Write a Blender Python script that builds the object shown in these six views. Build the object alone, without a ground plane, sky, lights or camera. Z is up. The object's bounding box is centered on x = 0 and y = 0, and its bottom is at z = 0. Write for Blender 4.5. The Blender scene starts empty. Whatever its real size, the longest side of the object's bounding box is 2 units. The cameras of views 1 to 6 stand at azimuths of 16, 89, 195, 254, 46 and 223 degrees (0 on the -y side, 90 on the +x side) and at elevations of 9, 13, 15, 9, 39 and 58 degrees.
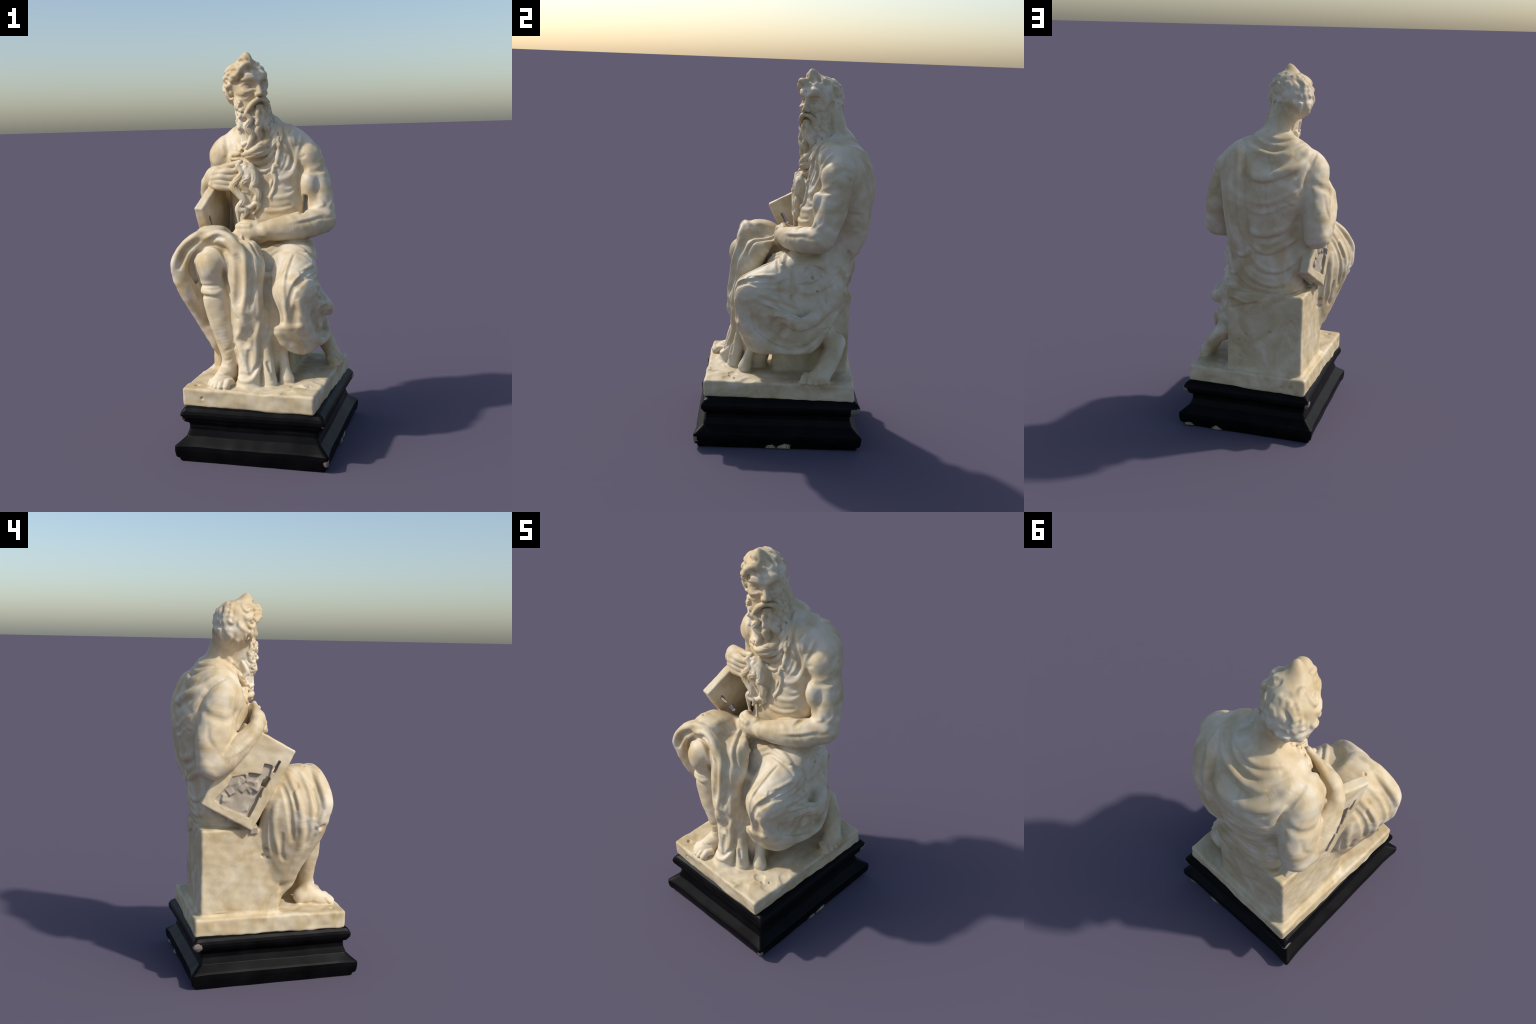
import sys, math, random
import numpy as np
try:
    import bpy
except ImportError:
    bpy = None

# ------------------------------------------------------------------ settings
STEP = 0.0031            # sampling step of the sculpting field (metres)
LO = np.array([-0.475, -0.475, 0.235])
HI = np.array([0.455, 0.505, 2.03])

# ------------------------------------------------------------------ small maths
def vec(*a):
    return np.array(a[0] if len(a) == 1 else a, dtype=np.float64)

def unit(v):
    v = np.asarray(v, float)
    return v / np.linalg.norm(v)

def euler(rx=0, ry=0, rz=0):
    a, b, c = np.radians([rx, ry, rz])
    X = np.array([[1, 0, 0], [0, math.cos(a), -math.sin(a)], [0, math.sin(a), math.cos(a)]])
    Y = np.array([[math.cos(b), 0, math.sin(b)], [0, 1, 0], [-math.sin(b), 0, math.cos(b)]])
    Z = np.array([[math.cos(c), -math.sin(c), 0], [math.sin(c), math.cos(c), 0], [0, 0, 1]])
    return Z @ Y @ X

def spline(points, n=8):
    """Catmull-Rom through the control points, n samples per span."""
    P = np.asarray(points, float)
    if len(P) < 3:
        t = np.linspace(0, 1, n + 1)[:, None]
        return P[0] * (1 - t) + P[-1] * t
    Q = np.vstack([2 * P[0] - P[1], P, 2 * P[-1] - P[-2]])
    out = []
    for i in range(1, len(Q) - 2):
        p0, p1, p2, p3 = Q[i - 1], Q[i], Q[i + 1], Q[i + 2]
        for t in np.linspace(0, 1, n, endpoint=False):
            out.append(0.5 * (2 * p1 + (p2 - p0) * t + (2 * p0 - 5 * p1 + 4 * p2 - p3) * t * t
                              + (3 * p1 - p0 - 3 * p2 + p3) * t ** 3))
    out.append(P[-1])
    return np.array(out)

# ------------------------------------------------------------------ sculpting field
# A signed distance field that solid parts are merged into with soft unions,
# carved out of, and stroked with ridges and grooves; it is meshed at the end.
class Clay:
    def __init__(self):
        self.n = np.ceil((HI - LO) / STEP).astype(int) + 1
        self.phi = np.full(self.n, 0.2, np.float32)
        self.lab = np.zeros(self.n, np.uint8)
        self.ax = [(LO[i] + STEP * np.arange(self.n[i])).astype(np.float32) for i in range(3)]
        self.names = ['']

    def label(self, name):
        if name not in self.names:
            self.names.append(name)
        return self.names.index(name)

    def box(self, lo, hi):
        i0 = np.clip(np.floor((np.asarray(lo) - LO) / STEP).astype(int), 0, self.n)
        i1 = np.clip(np.ceil((np.asarray(hi) - LO) / STEP).astype(int) + 1, 0, self.n)
        if np.any(i1 <= i0):
            return None
        s = tuple(slice(a, b) for a, b in zip(i0, i1))
        X, Y, Z = (self.ax[k][s[k]] for k in range(3))
        return s, X[:, None, None], Y[None, :, None], Z[None, None, :]

    def merge(self, s, d, k, name):
        p = self.phi[s]
        if name:
            L = self.lab[s]
            L[d < p] = self.label(name)
        if k > 0:
            h = np.maximum(k - np.abs(p - d), 0) / k
            self.phi[s] = np.minimum(p, d) - h * h * (k * 0.25)
        else:
            self.phi[s] = np.minimum(p, d)

    def carve(self, s, d, k):
        p = self.phi[s]
        h = np.maximum(k - np.abs(p + d), 0) / max(k, 1e-6)
        self.phi[s] = np.maximum(p, -d) + h * h * (k * 0.25)

    def put(self, s, d, k, name, cut):
        d = d.astype(np.float32)
        if cut:
            self.carve(s, d, k)
            if name:
                self.lab[s][d < 1.5 * STEP] = self.label(name)
        else:
            self.merge(s, d, k, name)

    # -- solids
    def ball(self, c, r, name='', rot=(0, 0, 0), k=0.02, cut=False):
        """Ellipsoid with half axes r, turned by the Euler angles rot."""
        c, r = vec(c), vec(r) * np.ones(3)
        R = euler(*rot) if not isinstance(rot, np.ndarray) else rot
        ext = np.sqrt(((R * r) ** 2).sum(1)) + k + 0.03
        b = self.box(c - ext, c + ext)
        if b is None:
            return
        s, X, Y, Z = b
        X, Y, Z = X - c[0], Y - c[1], Z - c[2]
        a0 = a1 = 0
        for j in range(3):
            q = (X * R[0, j] + Y * R[1, j] + Z * R[2, j]) / r[j]
            a0 = a0 + q * q
            a1 = a1 + (q / r[j]) ** 2
        k0, k1 = np.sqrt(a0), np.sqrt(a1)
        self.put(s, k0 * (k0 - 1) / np.maximum(k1, 1e-6), k, name, cut)

    def brick(self, c, half, name='', rot=(0, 0, 0), rnd=0.01, k=0.005, cut=False, taper=0.0):
        c, half = vec(c), vec(half)
        R = euler(*rot) if not isinstance(rot, np.ndarray) else rot
        ext = (np.abs(R) * half * (1 + abs(taper))).sum(1) + k + 0.03
        b = self.box(c - ext, c + ext)
        s, X, Y, Z = b
        X, Y, Z = X - c[0], Y - c[1], Z - c[2]
        q = [np.abs(X * R[0, j] + Y * R[1, j] + Z * R[2, j]) for j in range(3)]
        q = [q[j] - (half[j] - rnd) for j in range(3)]
        out = np.sqrt(sum(np.maximum(a, 0) ** 2 for a in q))
        ins = np.minimum(np.maximum(np.maximum(q[0], q[1]), q[2]), 0)
        self.put(s, out + ins - rnd, k, name, cut)

    def polyline_distance(self, P, rad, pad, flat=None):
        """Distance to a polyline of spheres; flat = (normal, ratio) presses it to a ribbon."""
        rmax = rad.max()
        b = self.box(P.min(0) - rmax - pad, P.max(0) + rmax + pad)
        if b is None:
            return None
        s, X, Y, Z = b
        shape = (X.size, Y.size, Z.size)
        D = np.full(shape, 0.2, np.float32)
        base = [s[k].start for k in range(3)]
        for i in range(len(P) - 1):
            A, B = P[i], P[i + 1]
            ra, rb = rad[i], rad[i + 1]
            lo = np.minimum(A, B) - max(ra, rb) - pad
            hi = np.maximum(A, B) + max(ra, rb) + pad
            b2 = self.box(lo, hi)
            if b2 is None:
                continue
            t, x, y, z = b2
            sub = tuple(slice(t[k].start - base[k], t[k].stop - base[k]) for k in range(3))
            e = B - A
            L = float(e @ e) + 1e-12
            x, y, z = x - A[0], y - A[1], z - A[2]
            u = np.clip((x * e[0] + y * e[1] + z * e[2]) / L, 0, 1)
            dx, dy, dz = x - u * e[0], y - u * e[1], z - u * e[2]
            q = dx * dx + dy * dy + dz * dz
            if flat is not None:
                nrm, f = flat
                w = dx * nrm[0] + dy * nrm[1] + dz * nrm[2]
                q = q + (1 / f ** 2 - 1) * w * w
            d = np.sqrt(q) - (ra + (rb - ra) * u)
            if flat is not None:
                d = d * (0.5 + 0.5 * flat[1])
            np.minimum(D[sub], d.astype(np.float32), out=D[sub])
        return s, D

    def tube(self, pts, name='', k=0.01, n=8, flat=None, cut=False):
        """Rounded tube through control points (x, y, z, radius)."""
        C = spline(pts, n)
        if flat is not None:
            flat = (unit(flat[0]), flat[1])
        r = self.polyline_distance(C[:, :3], np.maximum(C[:, 3], 0.001), k + 0.02, flat)
        if r is not None:
            self.put(r[0], r[1], k, name, cut)

    def loft(self, rows, name='', axis=None, k=0.02, cap=0.02, cut=False):
        """Stack of superellipse sections (t, cu, cv, ru, rv, turn, power) along z or
        along a given frame (origin, u, v, w)."""
        rows = np.array(rows, float)
        o, U, V, W = (vec(0, 0, 0), vec(1, 0, 0), vec(0, 1, 0), vec(0, 0, 1)) if axis is None else map(vec, axis)
        S = spline(rows, 6)
        S = S[np.argsort(S[:, 0], kind='stable')]
        pts = []
        for t, cu, cv, ru, rv, tw, pw in rows:
            m = max(ru, rv)
            for a in (-m, m):
                for b_ in (-m, m):
                    pts.append(o + U * (cu + a) + V * (cv + b_) + W * t)
        pts = np.array(pts)
        b = self.box(pts.min(0) - k - 0.03, pts.max(0) + k + 0.03)
        s, X, Y, Z = b
        X, Y, Z = X - o[0], Y - o[1], Z - o[2]
        t = X * W[0] + Y * W[1] + Z * W[2]
        u = X * U[0] + Y * U[1] + Z * U[2]
        v = X * V[0] + Y * V[1] + Z * V[2]
        g = [np.interp(t, S[:, 0], S[:, j]).astype(np.float32) for j in range(1, 7)]
        u, v = u - g[0], v - g[1]
        c, sn = np.cos(np.radians(g[4])), np.sin(np.radians(g[4]))
        u, v = u * c + v * sn, -u * sn + v * c
        f = (np.abs(u / g[2]) ** g[5] + np.abs(v / g[3]) ** g[5] + 1e-9) ** (1 / g[5])
        rr = np.sqrt(u * u + v * v)
        d = np.where(f > 0.3, rr * (1 - 1 / np.maximum(f, 0.3)), (f - 1) * np.minimum(g[2], g[3]))
        e = np.maximum(rows[:, 0].min() - t, t - rows[:, 0].max())
        d, e = d + cap, e + cap
        d = np.minimum(np.maximum(d, e), 0) + np.sqrt(np.maximum(d, 0) ** 2 + np.maximum(e, 0) ** 2) - cap
        self.put(s, d, k, name, cut)

    # -- reading the field
    def sample(self, P):
        q = (np.asarray(P) - LO) / STEP
        i = np.clip(np.floor(q).astype(int), 0, self.n - 2)
        f = q - i
        v = 0
        for a in (0, 1):
            for b in (0, 1):
                for c in (0, 1):
                    w = (f[:, 0] if a else 1 - f[:, 0]) * (f[:, 1] if b else 1 - f[:, 1]) * (f[:, 2] if c else 1 - f[:, 2])
                    v = v + w * self.phi[i[:, 0] + a, i[:, 1] + b, i[:, 2] + c]
        return v

    def gradient(self, P, e=None):
        e = e or 1.5 * STEP
        g = np.stack([self.sample(P + e * np.eye(3)[j]) - self.sample(P - e * np.eye(3)[j]) for j in range(3)], 1)
        return g / (np.linalg.norm(g, axis=1, keepdims=True) + 1e-9)

    def settle(self, P, steps=6):
        """Move points onto the surface of the clay."""
        P = np.array(P, float)
        for _ in range(steps):
            P = P - np.clip(self.sample(P), -0.02, 0.02)[:, None] * self.gradient(P)
        return P

    # -- relief
    def stroke(self, pts, width, amp, n=6, settle=True, sharp=False, ends=True):
        """Raise (amp > 0) or press (amp < 0) the surface along a curve that is laid on it.
        Control points are (x, y, z) or (x, y, z, scale)."""
        C = spline(pts, n)
        sc = C[:, 3] if C.shape[1] > 3 else np.ones(len(C))
        P = self.settle(C[:, :3]) if settle else C[:, :3]
        m = len(P)
        if ends:
            sc = sc * np.clip(np.minimum(np.arange(m), np.arange(m)[::-1]) / (0.22 * m), 0.0, 1) ** 0.7
        reach = width * 2.6
        lo, hi = P.min(0) - reach, P.max(0) + reach
        b = self.box(lo, hi)
        if b is None:
            return
        s, X, Y, Z = b
        base = [s[k].start for k in range(3)]
        G = np.zeros((X.size, Y.size, Z.size), np.float32)
        for i in range(m - 1):
            A, B = P[i], P[i + 1]
            b2 = self.box(np.minimum(A, B) - reach, np.maximum(A, B) + reach)
            if b2 is None:
                continue
            t, x, y, z = b2
            sub = tuple(slice(t[k].start - base[k], t[k].stop - base[k]) for k in range(3))
            e = B - A
            L = float(e @ e) + 1e-12
            x, y, z = x - A[0], y - A[1], z - A[2]
            u = np.clip((x * e[0] + y * e[1] + z * e[2]) / L, 0, 1)
            q = (x - u * e[0]) ** 2 + (y - u * e[1]) ** 2 + (z - u * e[2]) ** 2
            a = sc[i] + (sc[i + 1] - sc[i]) * u
            if sharp:
                g = a * np.maximum(1 - np.sqrt(q) / (1.6 * width), 0) ** 1.5
            else:
                g = a * np.exp(-q / (0.9 * width * width))
            np.maximum(G[sub], g.astype(np.float32), out=G[sub])
        self.phi[s] -= amp * G

    def grain(self, amp, size, lo=None, hi=None, seed=1, octaves=2):
        """Low uneven lumps all over (sum of turned sine waves), only near the surface."""
        rng = np.random.default_rng(seed)
        b = self.box(LO if lo is None else lo, HI if hi is None else hi)
        s, X, Y, Z = b
        p = self.phi[s]
        idx = np.nonzero(np.abs(p) < 0.015)
        x, y, z = self.ax[0][s[0]][idx[0]], self.ax[1][s[1]][idx[1]], self.ax[2][s[2]][idx[2]]
        v = np.zeros(len(x), np.float32)
        for o in range(octaves):
            f = 2 * math.pi / (size / 2 ** o)
            for j in range(5):
                d = unit(rng.normal(size=3)) * f * rng.uniform(0.7, 1.3)
                v += np.sin(x * d[0] + y * d[1] + z * d[2] + rng.uniform(0, 6.3)) / (2 ** o * 2.4)
        p[idx] -= amp * v

    # -- meshing (naive surface nets)
    def mesh(self):
        phi = self.phi
        inside = phi < 0
        cnt = np.zeros(np.array(phi.shape) - 1, np.uint8)
        for a in (0, 1):
            for b in (0, 1):
                for c in (0, 1):
                    cnt += inside[a:phi.shape[0] - 1 + a, b:phi.shape[1] - 1 + b, c:phi.shape[2] - 1 + c]
        I = np.argwhere((cnt > 0) & (cnt < 8)).astype(np.int32)
        idx = np.full(cnt.shape, -1, np.int32)
        idx[I[:, 0], I[:, 1], I[:, 2]] = np.arange(len(I))
        acc = np.zeros((len(I), 3))
        num = np.zeros(len(I))
        C = [(a, b, c) for a in (0, 1) for b in (0, 1) for c in (0, 1)]
        for p in C:
            for ax in range(3):
                if p[ax]:
                    continue
                q = list(p); q[ax] = 1
                v0 = phi[I[:, 0] + p[0], I[:, 1] + p[1], I[:, 2] + p[2]]
                v1 = phi[I[:, 0] + q[0], I[:, 1] + q[1], I[:, 2] + q[2]]
                m = (v0 < 0) != (v1 < 0)
                t = v0[m] / (v0[m] - v1[m])
                pos = np.tile(np.array(p, float), (m.sum(), 1))
                pos[:, ax] += t
                acc[m] += pos
                num[m] += 1
        V = LO + (I + acc / num[:, None]) * STEP
        F = []
        for ax in range(3):
            o1, o2 = [(1, 2), (2, 0), (0, 1)][ax]
            sl0 = [slice(None)] * 3; sl1 = [slice(None)] * 3
            sl0[ax] = slice(0, -1); sl1[ax] = slice(1, None)
            A, B = inside[tuple(sl0)], inside[tuple(sl1)]
            E = np.argwhere(A != B)
            E = E[(E[:, o1] > 0) & (E[:, o2] > 0) & (E[:, o1] < phi.shape[o1] - 1) & (E[:, o2] < phi.shape[o2] - 1)]
            flip = ~A[E[:, 0], E[:, 1], E[:, 2]]
            q = []
            for d1, d2 in ((-1, -1), (0, -1), (0, 0), (-1, 0)):
                c = E.copy(); c[:, o1] += d1; c[:, o2] += d2
                q.append(idx[c[:, 0], c[:, 1], c[:, 2]])
            q = np.stack(q, 1)
            q[flip] = q[flip][:, ::-1]
            F.append(q)
        F = np.vstack(F)
        F = F[(F >= 0).all(1)]
        L = np.rint((V - LO) / STEP).astype(int)
        return V, F, self.lab[L[:, 0], L[:, 1], L[:, 2]]
clay = Clay()

# ------------------------------------------------------------------ slab and seat block
clay.brick((0.021, -0.012, 0.308), (0.335, 0.405, 0.048), 'base_slab', (0, 0, -1.9), 0.014, 0)
clay.brick((-0.062, 0.155, 0.57), (0.211, 0.208, 0.240), 'seat', (0, 0, -1.5), 0.014, 0.03)

# ------------------------------------------------------------------ torso
clay.loft([(0.80, -0.035, 0.18, 0.195, 0.175, 0, 2.4), (0.92, -0.022, 0.208, 0.208, 0.172, 0, 2.4),
           (1.04, -0.030, 0.226, 0.190, 0.166, 0, 2.4), (1.15, -0.030, 0.246, 0.192, 0.178, 0, 2.4),
           (1.30, -0.038, 0.270, 0.210, 0.182, 0, 2.5), (1.42, -0.040, 0.278, 0.218, 0.174, 0, 2.5),
           (1.51, -0.047, 0.278, 0.235, 0.148, 0, 2.4), (1.58, -0.055, 0.268, 0.195, 0.120, 0, 2.2),
           (1.64, -0.062, 0.248, 0.10, 0.084, 0, 2.0)], 'tunic', k=0.03, cap=0.03)
# chest, belly and hip masses
clay.ball((0.060, 0.200, 1.52), (0.085, 0.072, 0.095), 'tunic', k=0.04)
clay.ball((-0.16, 0.335, 1.40), (0.105, 0.105, 0.17), 'tunic', k=0.05)
clay.ball((0.06, 0.195, 1.40), (0.095, 0.072, 0.095), 'tunic', k=0.04)
clay.ball((-0.12, 0.18, 1.42), (0.10, 0.075, 0.095), 'tunic', k=0.04)
clay.ball((0.02, 0.18, 1.18), (0.15, 0.110, 0.11), 'tunic', k=0.05)
clay.ball((0.135, 0.12, 0.985), (0.110, 0.12, 0.060), 'robe', k=0.04)
clay.ball((0.150, 0.05, 0.945), (0.112, 0.12, 0.075), 'robe', k=0.04)
# cloak hanging down the left of the back
clay.tube([(0.045, 0.295, 1.585, 0.05), (0.095, 0.365, 1.52, 0.058), (0.110, 0.393, 1.40, 0.060),
           (0.100, 0.388, 1.25, 0.058), (0.098, 0.370, 1.12, 0.055), (0.10, 0.352, 1.06, 0.048)], 'cloak', k=0.04)
clay.tube([(0.085, 0.23, 1.565, 0.055), (0.12, 0.29, 1.54, 0.055), (0.145, 0.335, 1.47, 0.050), (0.135, 0.35, 1.36, 0.045),
           (0.125, 0.35, 1.22, 0.045)], 'cloak', k=0.05)
clay.tube([(-0.02, 0.30, 1.63, 0.045), (-0.13, 0.285, 1.615, 0.045), (-0.20, 0.27, 1.57, 0.05)], 'tunic', k=0.05)
clay.tube([(-0.062, 0.26, 1.59, 0.082), (-0.077, 0.240, 1.68, 0.069), (-0.105, 0.205, 1.77, 0.074)], 'neck', k=0.035)

# ------------------------------------------------------------------ head (own frame: left, forward, up)
HEAD = vec(-0.121, 0.164, 1.837)
_az = math.radians(47)
FWD = vec(math.sin(_az), -math.cos(_az), 0)
LEFT = vec(math.cos(_az), math.sin(_az), 0)
UP = vec(0, 0, 1)
HR = np.stack([LEFT, FWD, UP], 1)

def hp(a, b, c, *r):
    return np.concatenate([HEAD + LEFT * a + FWD * b + UP * c, r])

def hps(pts):
    return [hp(*p) for p in pts]

clay.ball(hp(0.0, 0.045, -0.03), (0.082, 0.080, 0.11), 'head', HR, k=0.01)
for sgn in (-1, 1):
    clay.ball(hp(0.050 * sgn, 0.075, -0.050), (0.030, 0.032, 0.024), 'head', HR, k=0.02)      # cheekbone
    clay.ball(hp(0.030 * sgn, 0.104, 0.045), (0.038, 0.022, 0.022), 'head', HR, k=0.02)       # forehead boss
clay.tube(hps([(-0.070, 0.085, 0.024, 0.012), (-0.035, 0.119, 0.030, 0.013), (0, 0.120, 0.017, 0.012),
               (0.035, 0.119, 0.030, 0.013), (0.070, 0.085, 0.024, 0.012)]), 'head', k=0.012)    # brow
for sgn in (-1, 1):
    clay.ball(hp(0.040 * sgn, 0.132, -0.009), (0.029, 0.038, 0.021), rot=HR, k=0.010, cut=True)    # socket
    clay.ball(hp(0.041 * sgn, 0.085, -0.014), (0.021, 0.018, 0.014), 'head', HR, k=0.003)      # eye
clay.tube(hps([(0.0, 0.113, 0.018, 0.011), (0.001, 0.130, -0.016, 0.012), (0.003, 0.143, -0.050, 0.013)]), 'head', k=0.012)
for sgn in (-1, 1):
    clay.ball(hp(0.003 + 0.015 * sgn, 0.132, -0.056), (0.011, 0.014, 0.011), 'head', HR, k=0.008)  # nostril wing

clay.ball(hp(0.070, 0.050, 0.010), (0.030, 0.042, 0.045), 'head', HR, k=0.015)                     # left temple

# skull cap with hair volume
clay.ball(hp(0.0, -0.016, 0.026), (0.102, 0.114, 0.098), 'hair', HR, k=0.015)
clay.ball(hp(0.0, -0.052, -0.026), (0.090, 0.080, 0.080), 'hair', HR, k=0.03)
clay.tube(hps([(-0.090, 0.035, 0.035, 0.018), (-0.079, 0.076, 0.066, 0.021), (-0.048, 0.098, 0.090, 0.024),
               (-0.005, 0.088, 0.084, 0.022), (0.045, 0.074, 0.070, 0.021), (0.074, 0.050, 0.055, 0.019),
               (0.090, 0.02, 0.03, 0.014)]), 'hair', k=0.02)
# horns
clay.tube(hps([(-0.018, 0.030, 0.085, 0.055), (-0.026, 0.055, 0.130, 0.030), (-0.028, 0.064, 0.155, 0.0095)]), 'horn#right', k=0.02)
clay.tube(hps([(0.035, 0.020, 0.085, 0.035), (0.052, 0.036, 0.105, 0.014)]), 'horn#left', k=0.02)
# ears
for sgn in (-1, 1):
    e = 0.002 if sgn > 0 else 0.016
    ear = [(0.100 * sgn, 0.022, 0.022, 0.007), (0.110 * sgn, 0.008, 0.030, 0.008), (0.116 * sgn, -0.006, 0.018, 0.008),
           (0.114 * sgn, -0.006, -0.008, 0.008), (0.104 * sgn, 0.010, -0.035, 0.009)]
    clay.tube(hps([(p[0] + e, p[1] - e, p[2] - e - 0.020, p[3]) for p in ear]), 'ear#%d' % sgn, k=0.006)
    clay.ball(hp(0.098 * sgn + e, 0.006 - e, -0.024 - e), (0.010, 0.014, 0.028), 'ear#%d' % sgn, HR, k=0.01)

# ------------------------------------------------------------------ beard
clay.loft([(1.43, -0.052, 0.132, 0.042, 0.042, 47, 2), (1.47, -0.053, 0.134, 0.074, 0.048, 47, 2),
           (1.55, -0.058, 0.140, 0.086, 0.056, 47, 2), (1.64, -0.069, 0.145, 0.092, 0.065, 47, 2),
           (1.71, -0.076, 0.139, 0.091, 0.068, 47, 2), (1.765, -0.093, 0.146, 0.088, 0.066, 47, 2), (1.80, -0.107, 0.157, 0.084, 0.055, 47, 2)], 'beard', k=0.008)

# ------------------------------------------------------------------ arms
clay.tube([(0.140, 0.275, 1.485, 0.085), (0.195, 0.250, 1.42, 0.080), (0.237, 0.225, 1.30, 0.080),
           (0.262, 0.195, 1.20, 0.073), (0.275, 0.172, 1.135, 0.066)], 'arm#left', k=0.03)
clay.ball((0.190, 0.245, 1.450), (0.073, 0.086, 0.085), 'arm#left', k=0.02)                        # deltoid
clay.ball((0.212, 0.168, 1.30), (0.046, 0.050, 0.085), 'arm#left', (8, 0, 0), k=0.03)              # biceps
clay.tube([(0.280, 0.158, 1.128, 0.070), (0.200, 0.085, 1.110, 0.074), (0.10, 0.024, 1.098, 0.064),
           (0.02, -0.015, 1.090, 0.049)], 'arm#left', k=0.015)
clay.ball((-0.045, -0.016, 1.080), (0.082, 0.050, 0.056), 'hand#left', (0, 5, 18), k=0.02)
for j, (z, r) in enumerate([(1.116, 0.018), (1.090, 0.020), (1.062, 0.020), (1.036, 0.018)]):
    clay.tube([(-0.06, -0.048, z, r), (-0.105, -0.040, z - 0.002, r), (-0.130, -0.008, z - 0.004, r * 0.95),
               (-0.128, 0.03, z - 0.004, r * 0.8)], 'finger#left%d' % j, k=0.008)
clay.tube([(-0.03, -0.02, 1.126, 0.019), (-0.085, -0.02, 1.132, 0.018), (-0.128, 0.01, 1.118, 0.014)], 'finger#left4', k=0.01)

clay.tube([(-0.262, 0.255, 1.49, 0.088), (-0.292, 0.29, 1.39, 0.094), (-0.310, 0.320, 1.27, 0.094),
           (-0.320, 0.332, 1.16, 0.078)], 'arm#right', k=0.03, flat=((1, 0.1, 0), 0.80))
clay.ball((-0.280, 0.255, 1.465), (0.080, 0.094, 0.084), 'arm#right', k=0.02)
clay.ball((-0.312, 0.275, 1.31), (0.05, 0.058, 0.08), 'arm#right', k=0.03)
clay.tube([(-0.322, 0.332, 1.145, 0.068), (-0.333, 0.262, 1.185, 0.065), (-0.335, 0.17, 1.27, 0.052),
           (-0.325, 0.115, 1.330, 0.042)], 'arm#right', k=0.015)
clay.ball((-0.275, 0.085, 1.365), (0.066, 0.040, 0.055), 'hand#right', (0, -12, -15), k=0.02)
for j, f in enumerate(([(-0.30, 0.10, 1.39, 0.022), (-0.235, 0.085, 1.408, 0.020), (-0.175, 0.07, 1.425, 0.016), (-0.132, 0.066, 1.44, 0.013)],
          [(-0.27, 0.07, 1.38, 0.02), (-0.215, 0.055, 1.39, 0.018), (-0.165, 0.058, 1.395, 0.016), (-0.110, 0.068, 1.425, 0.013)],
          [(-0.28, 0.06, 1.355, 0.02), (-0.232, 0.052, 1.365, 0.018), (-0.185, 0.056, 1.362, 0.016), (-0.150, 0.064, 1.372, 0.014)],
          [(-0.28, 0.058, 1.335, 0.02), (-0.240, 0.048, 1.335, 0.017), (-0.195, 0.056, 1.330, 0.015), (-0.165, 0.068, 1.335, 0.013)],
          [(-0.29, 0.065, 1.325, 0.02), (-0.250, 0.042, 1.312, 0.016), (-0.205, 0.048, 1.305, 0.014), (-0.165, 0.052, 1.305, 0.012)])):
    clay.tube(f, 'finger#right%d' % j, k=0.005)

clay.tube([(-0.225, 0.30, 1.24, 0.045), (-0.225, 0.29, 1.12, 0.055), (-0.215, 0.27, 0.98, 0.055)], 'tunic', k=0.03)
clay.brick((0.186, 0.22, 1.215), (0.012, 0.20, 0.045), rot=(0, 8, 4), rnd=0.010, k=0.012, cut=True)

# ------------------------------------------------------------------ tablet
_tu = unit(vec(0.030, 0.271, 0.148))
_tv = vec(0.012, 0.178, -0.415)
_tv = unit(_tv - _tu * (_tv @ _tu))
TR = np.stack([_tu, _tv, np.cross(_tu, _tv)], 1)
TC = vec(-0.292, 0.137, 1.083)
clay.brick(TC, (0.150, 0.231, 0.026), 'tablet', TR, 0.010, 0.004)

# ------------------------------------------------------------------ lap and legs
clay.ball((0.0, 0.08, 0.91), (0.20, 0.19, 0.11), 'robe', k=0.04)
clay.tube([(-0.10, 0.15, 0.925, 0.115), (-0.17, -0.05, 0.980, 0.100), (-0.19, -0.16, 1.000, 0.094)], 'drapery', k=0.03)
clay.tube([(0.10, 0.16, 0.90, 0.12), (0.165, 0.0, 0.890, 0.110), (0.200, -0.175, 0.812, 0.105)], 'robe', k=0.03)
clay.ball((-0.205, -0.235, 0.945), (0.076, 0.088, 0.088), 'leg#right', k=0.015)
clay.tube([(-0.203, -0.225, 0.95, 0.078), (-0.198, -0.225, 0.86, 0.068), (-0.185, -0.225, 0.75, 0.068),
           (-0.155, -0.235, 0.60, 0.054), (-0.125, -0.245, 0.48, 0.040), (-0.13, -0.24, 0.40, 0.045)], 'leg#right', k=0.015)
clay.tube([(-0.135, -0.215, 0.395, 0.042), (-0.142, -0.29, 0.395, 0.042), (-0.15, -0.355, 0.372, 0.030)],
          'foot#right', k=0.02)
clay.ball((-0.148, -0.325, 0.374), (0.056, 0.052, 0.028), 'foot#right', k=0.02)
for j, (x, tip, r) in enumerate(((-0.102, -0.394, 0.0175), (-0.130, -0.402, 0.0130), (-0.153, -0.398, 0.0125), (-0.174, -0.388, 0.0120), (-0.193, -0.374, 0.0115))):
    clay.tube([(x + 0.006, -0.335, 0.380, r), (x, tip + 0.030, 0.382, r * 0.95), (x - 0.002, tip + 0.010, 0.366, r)], 'toe#right%d' % j, k=0.004)

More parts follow.
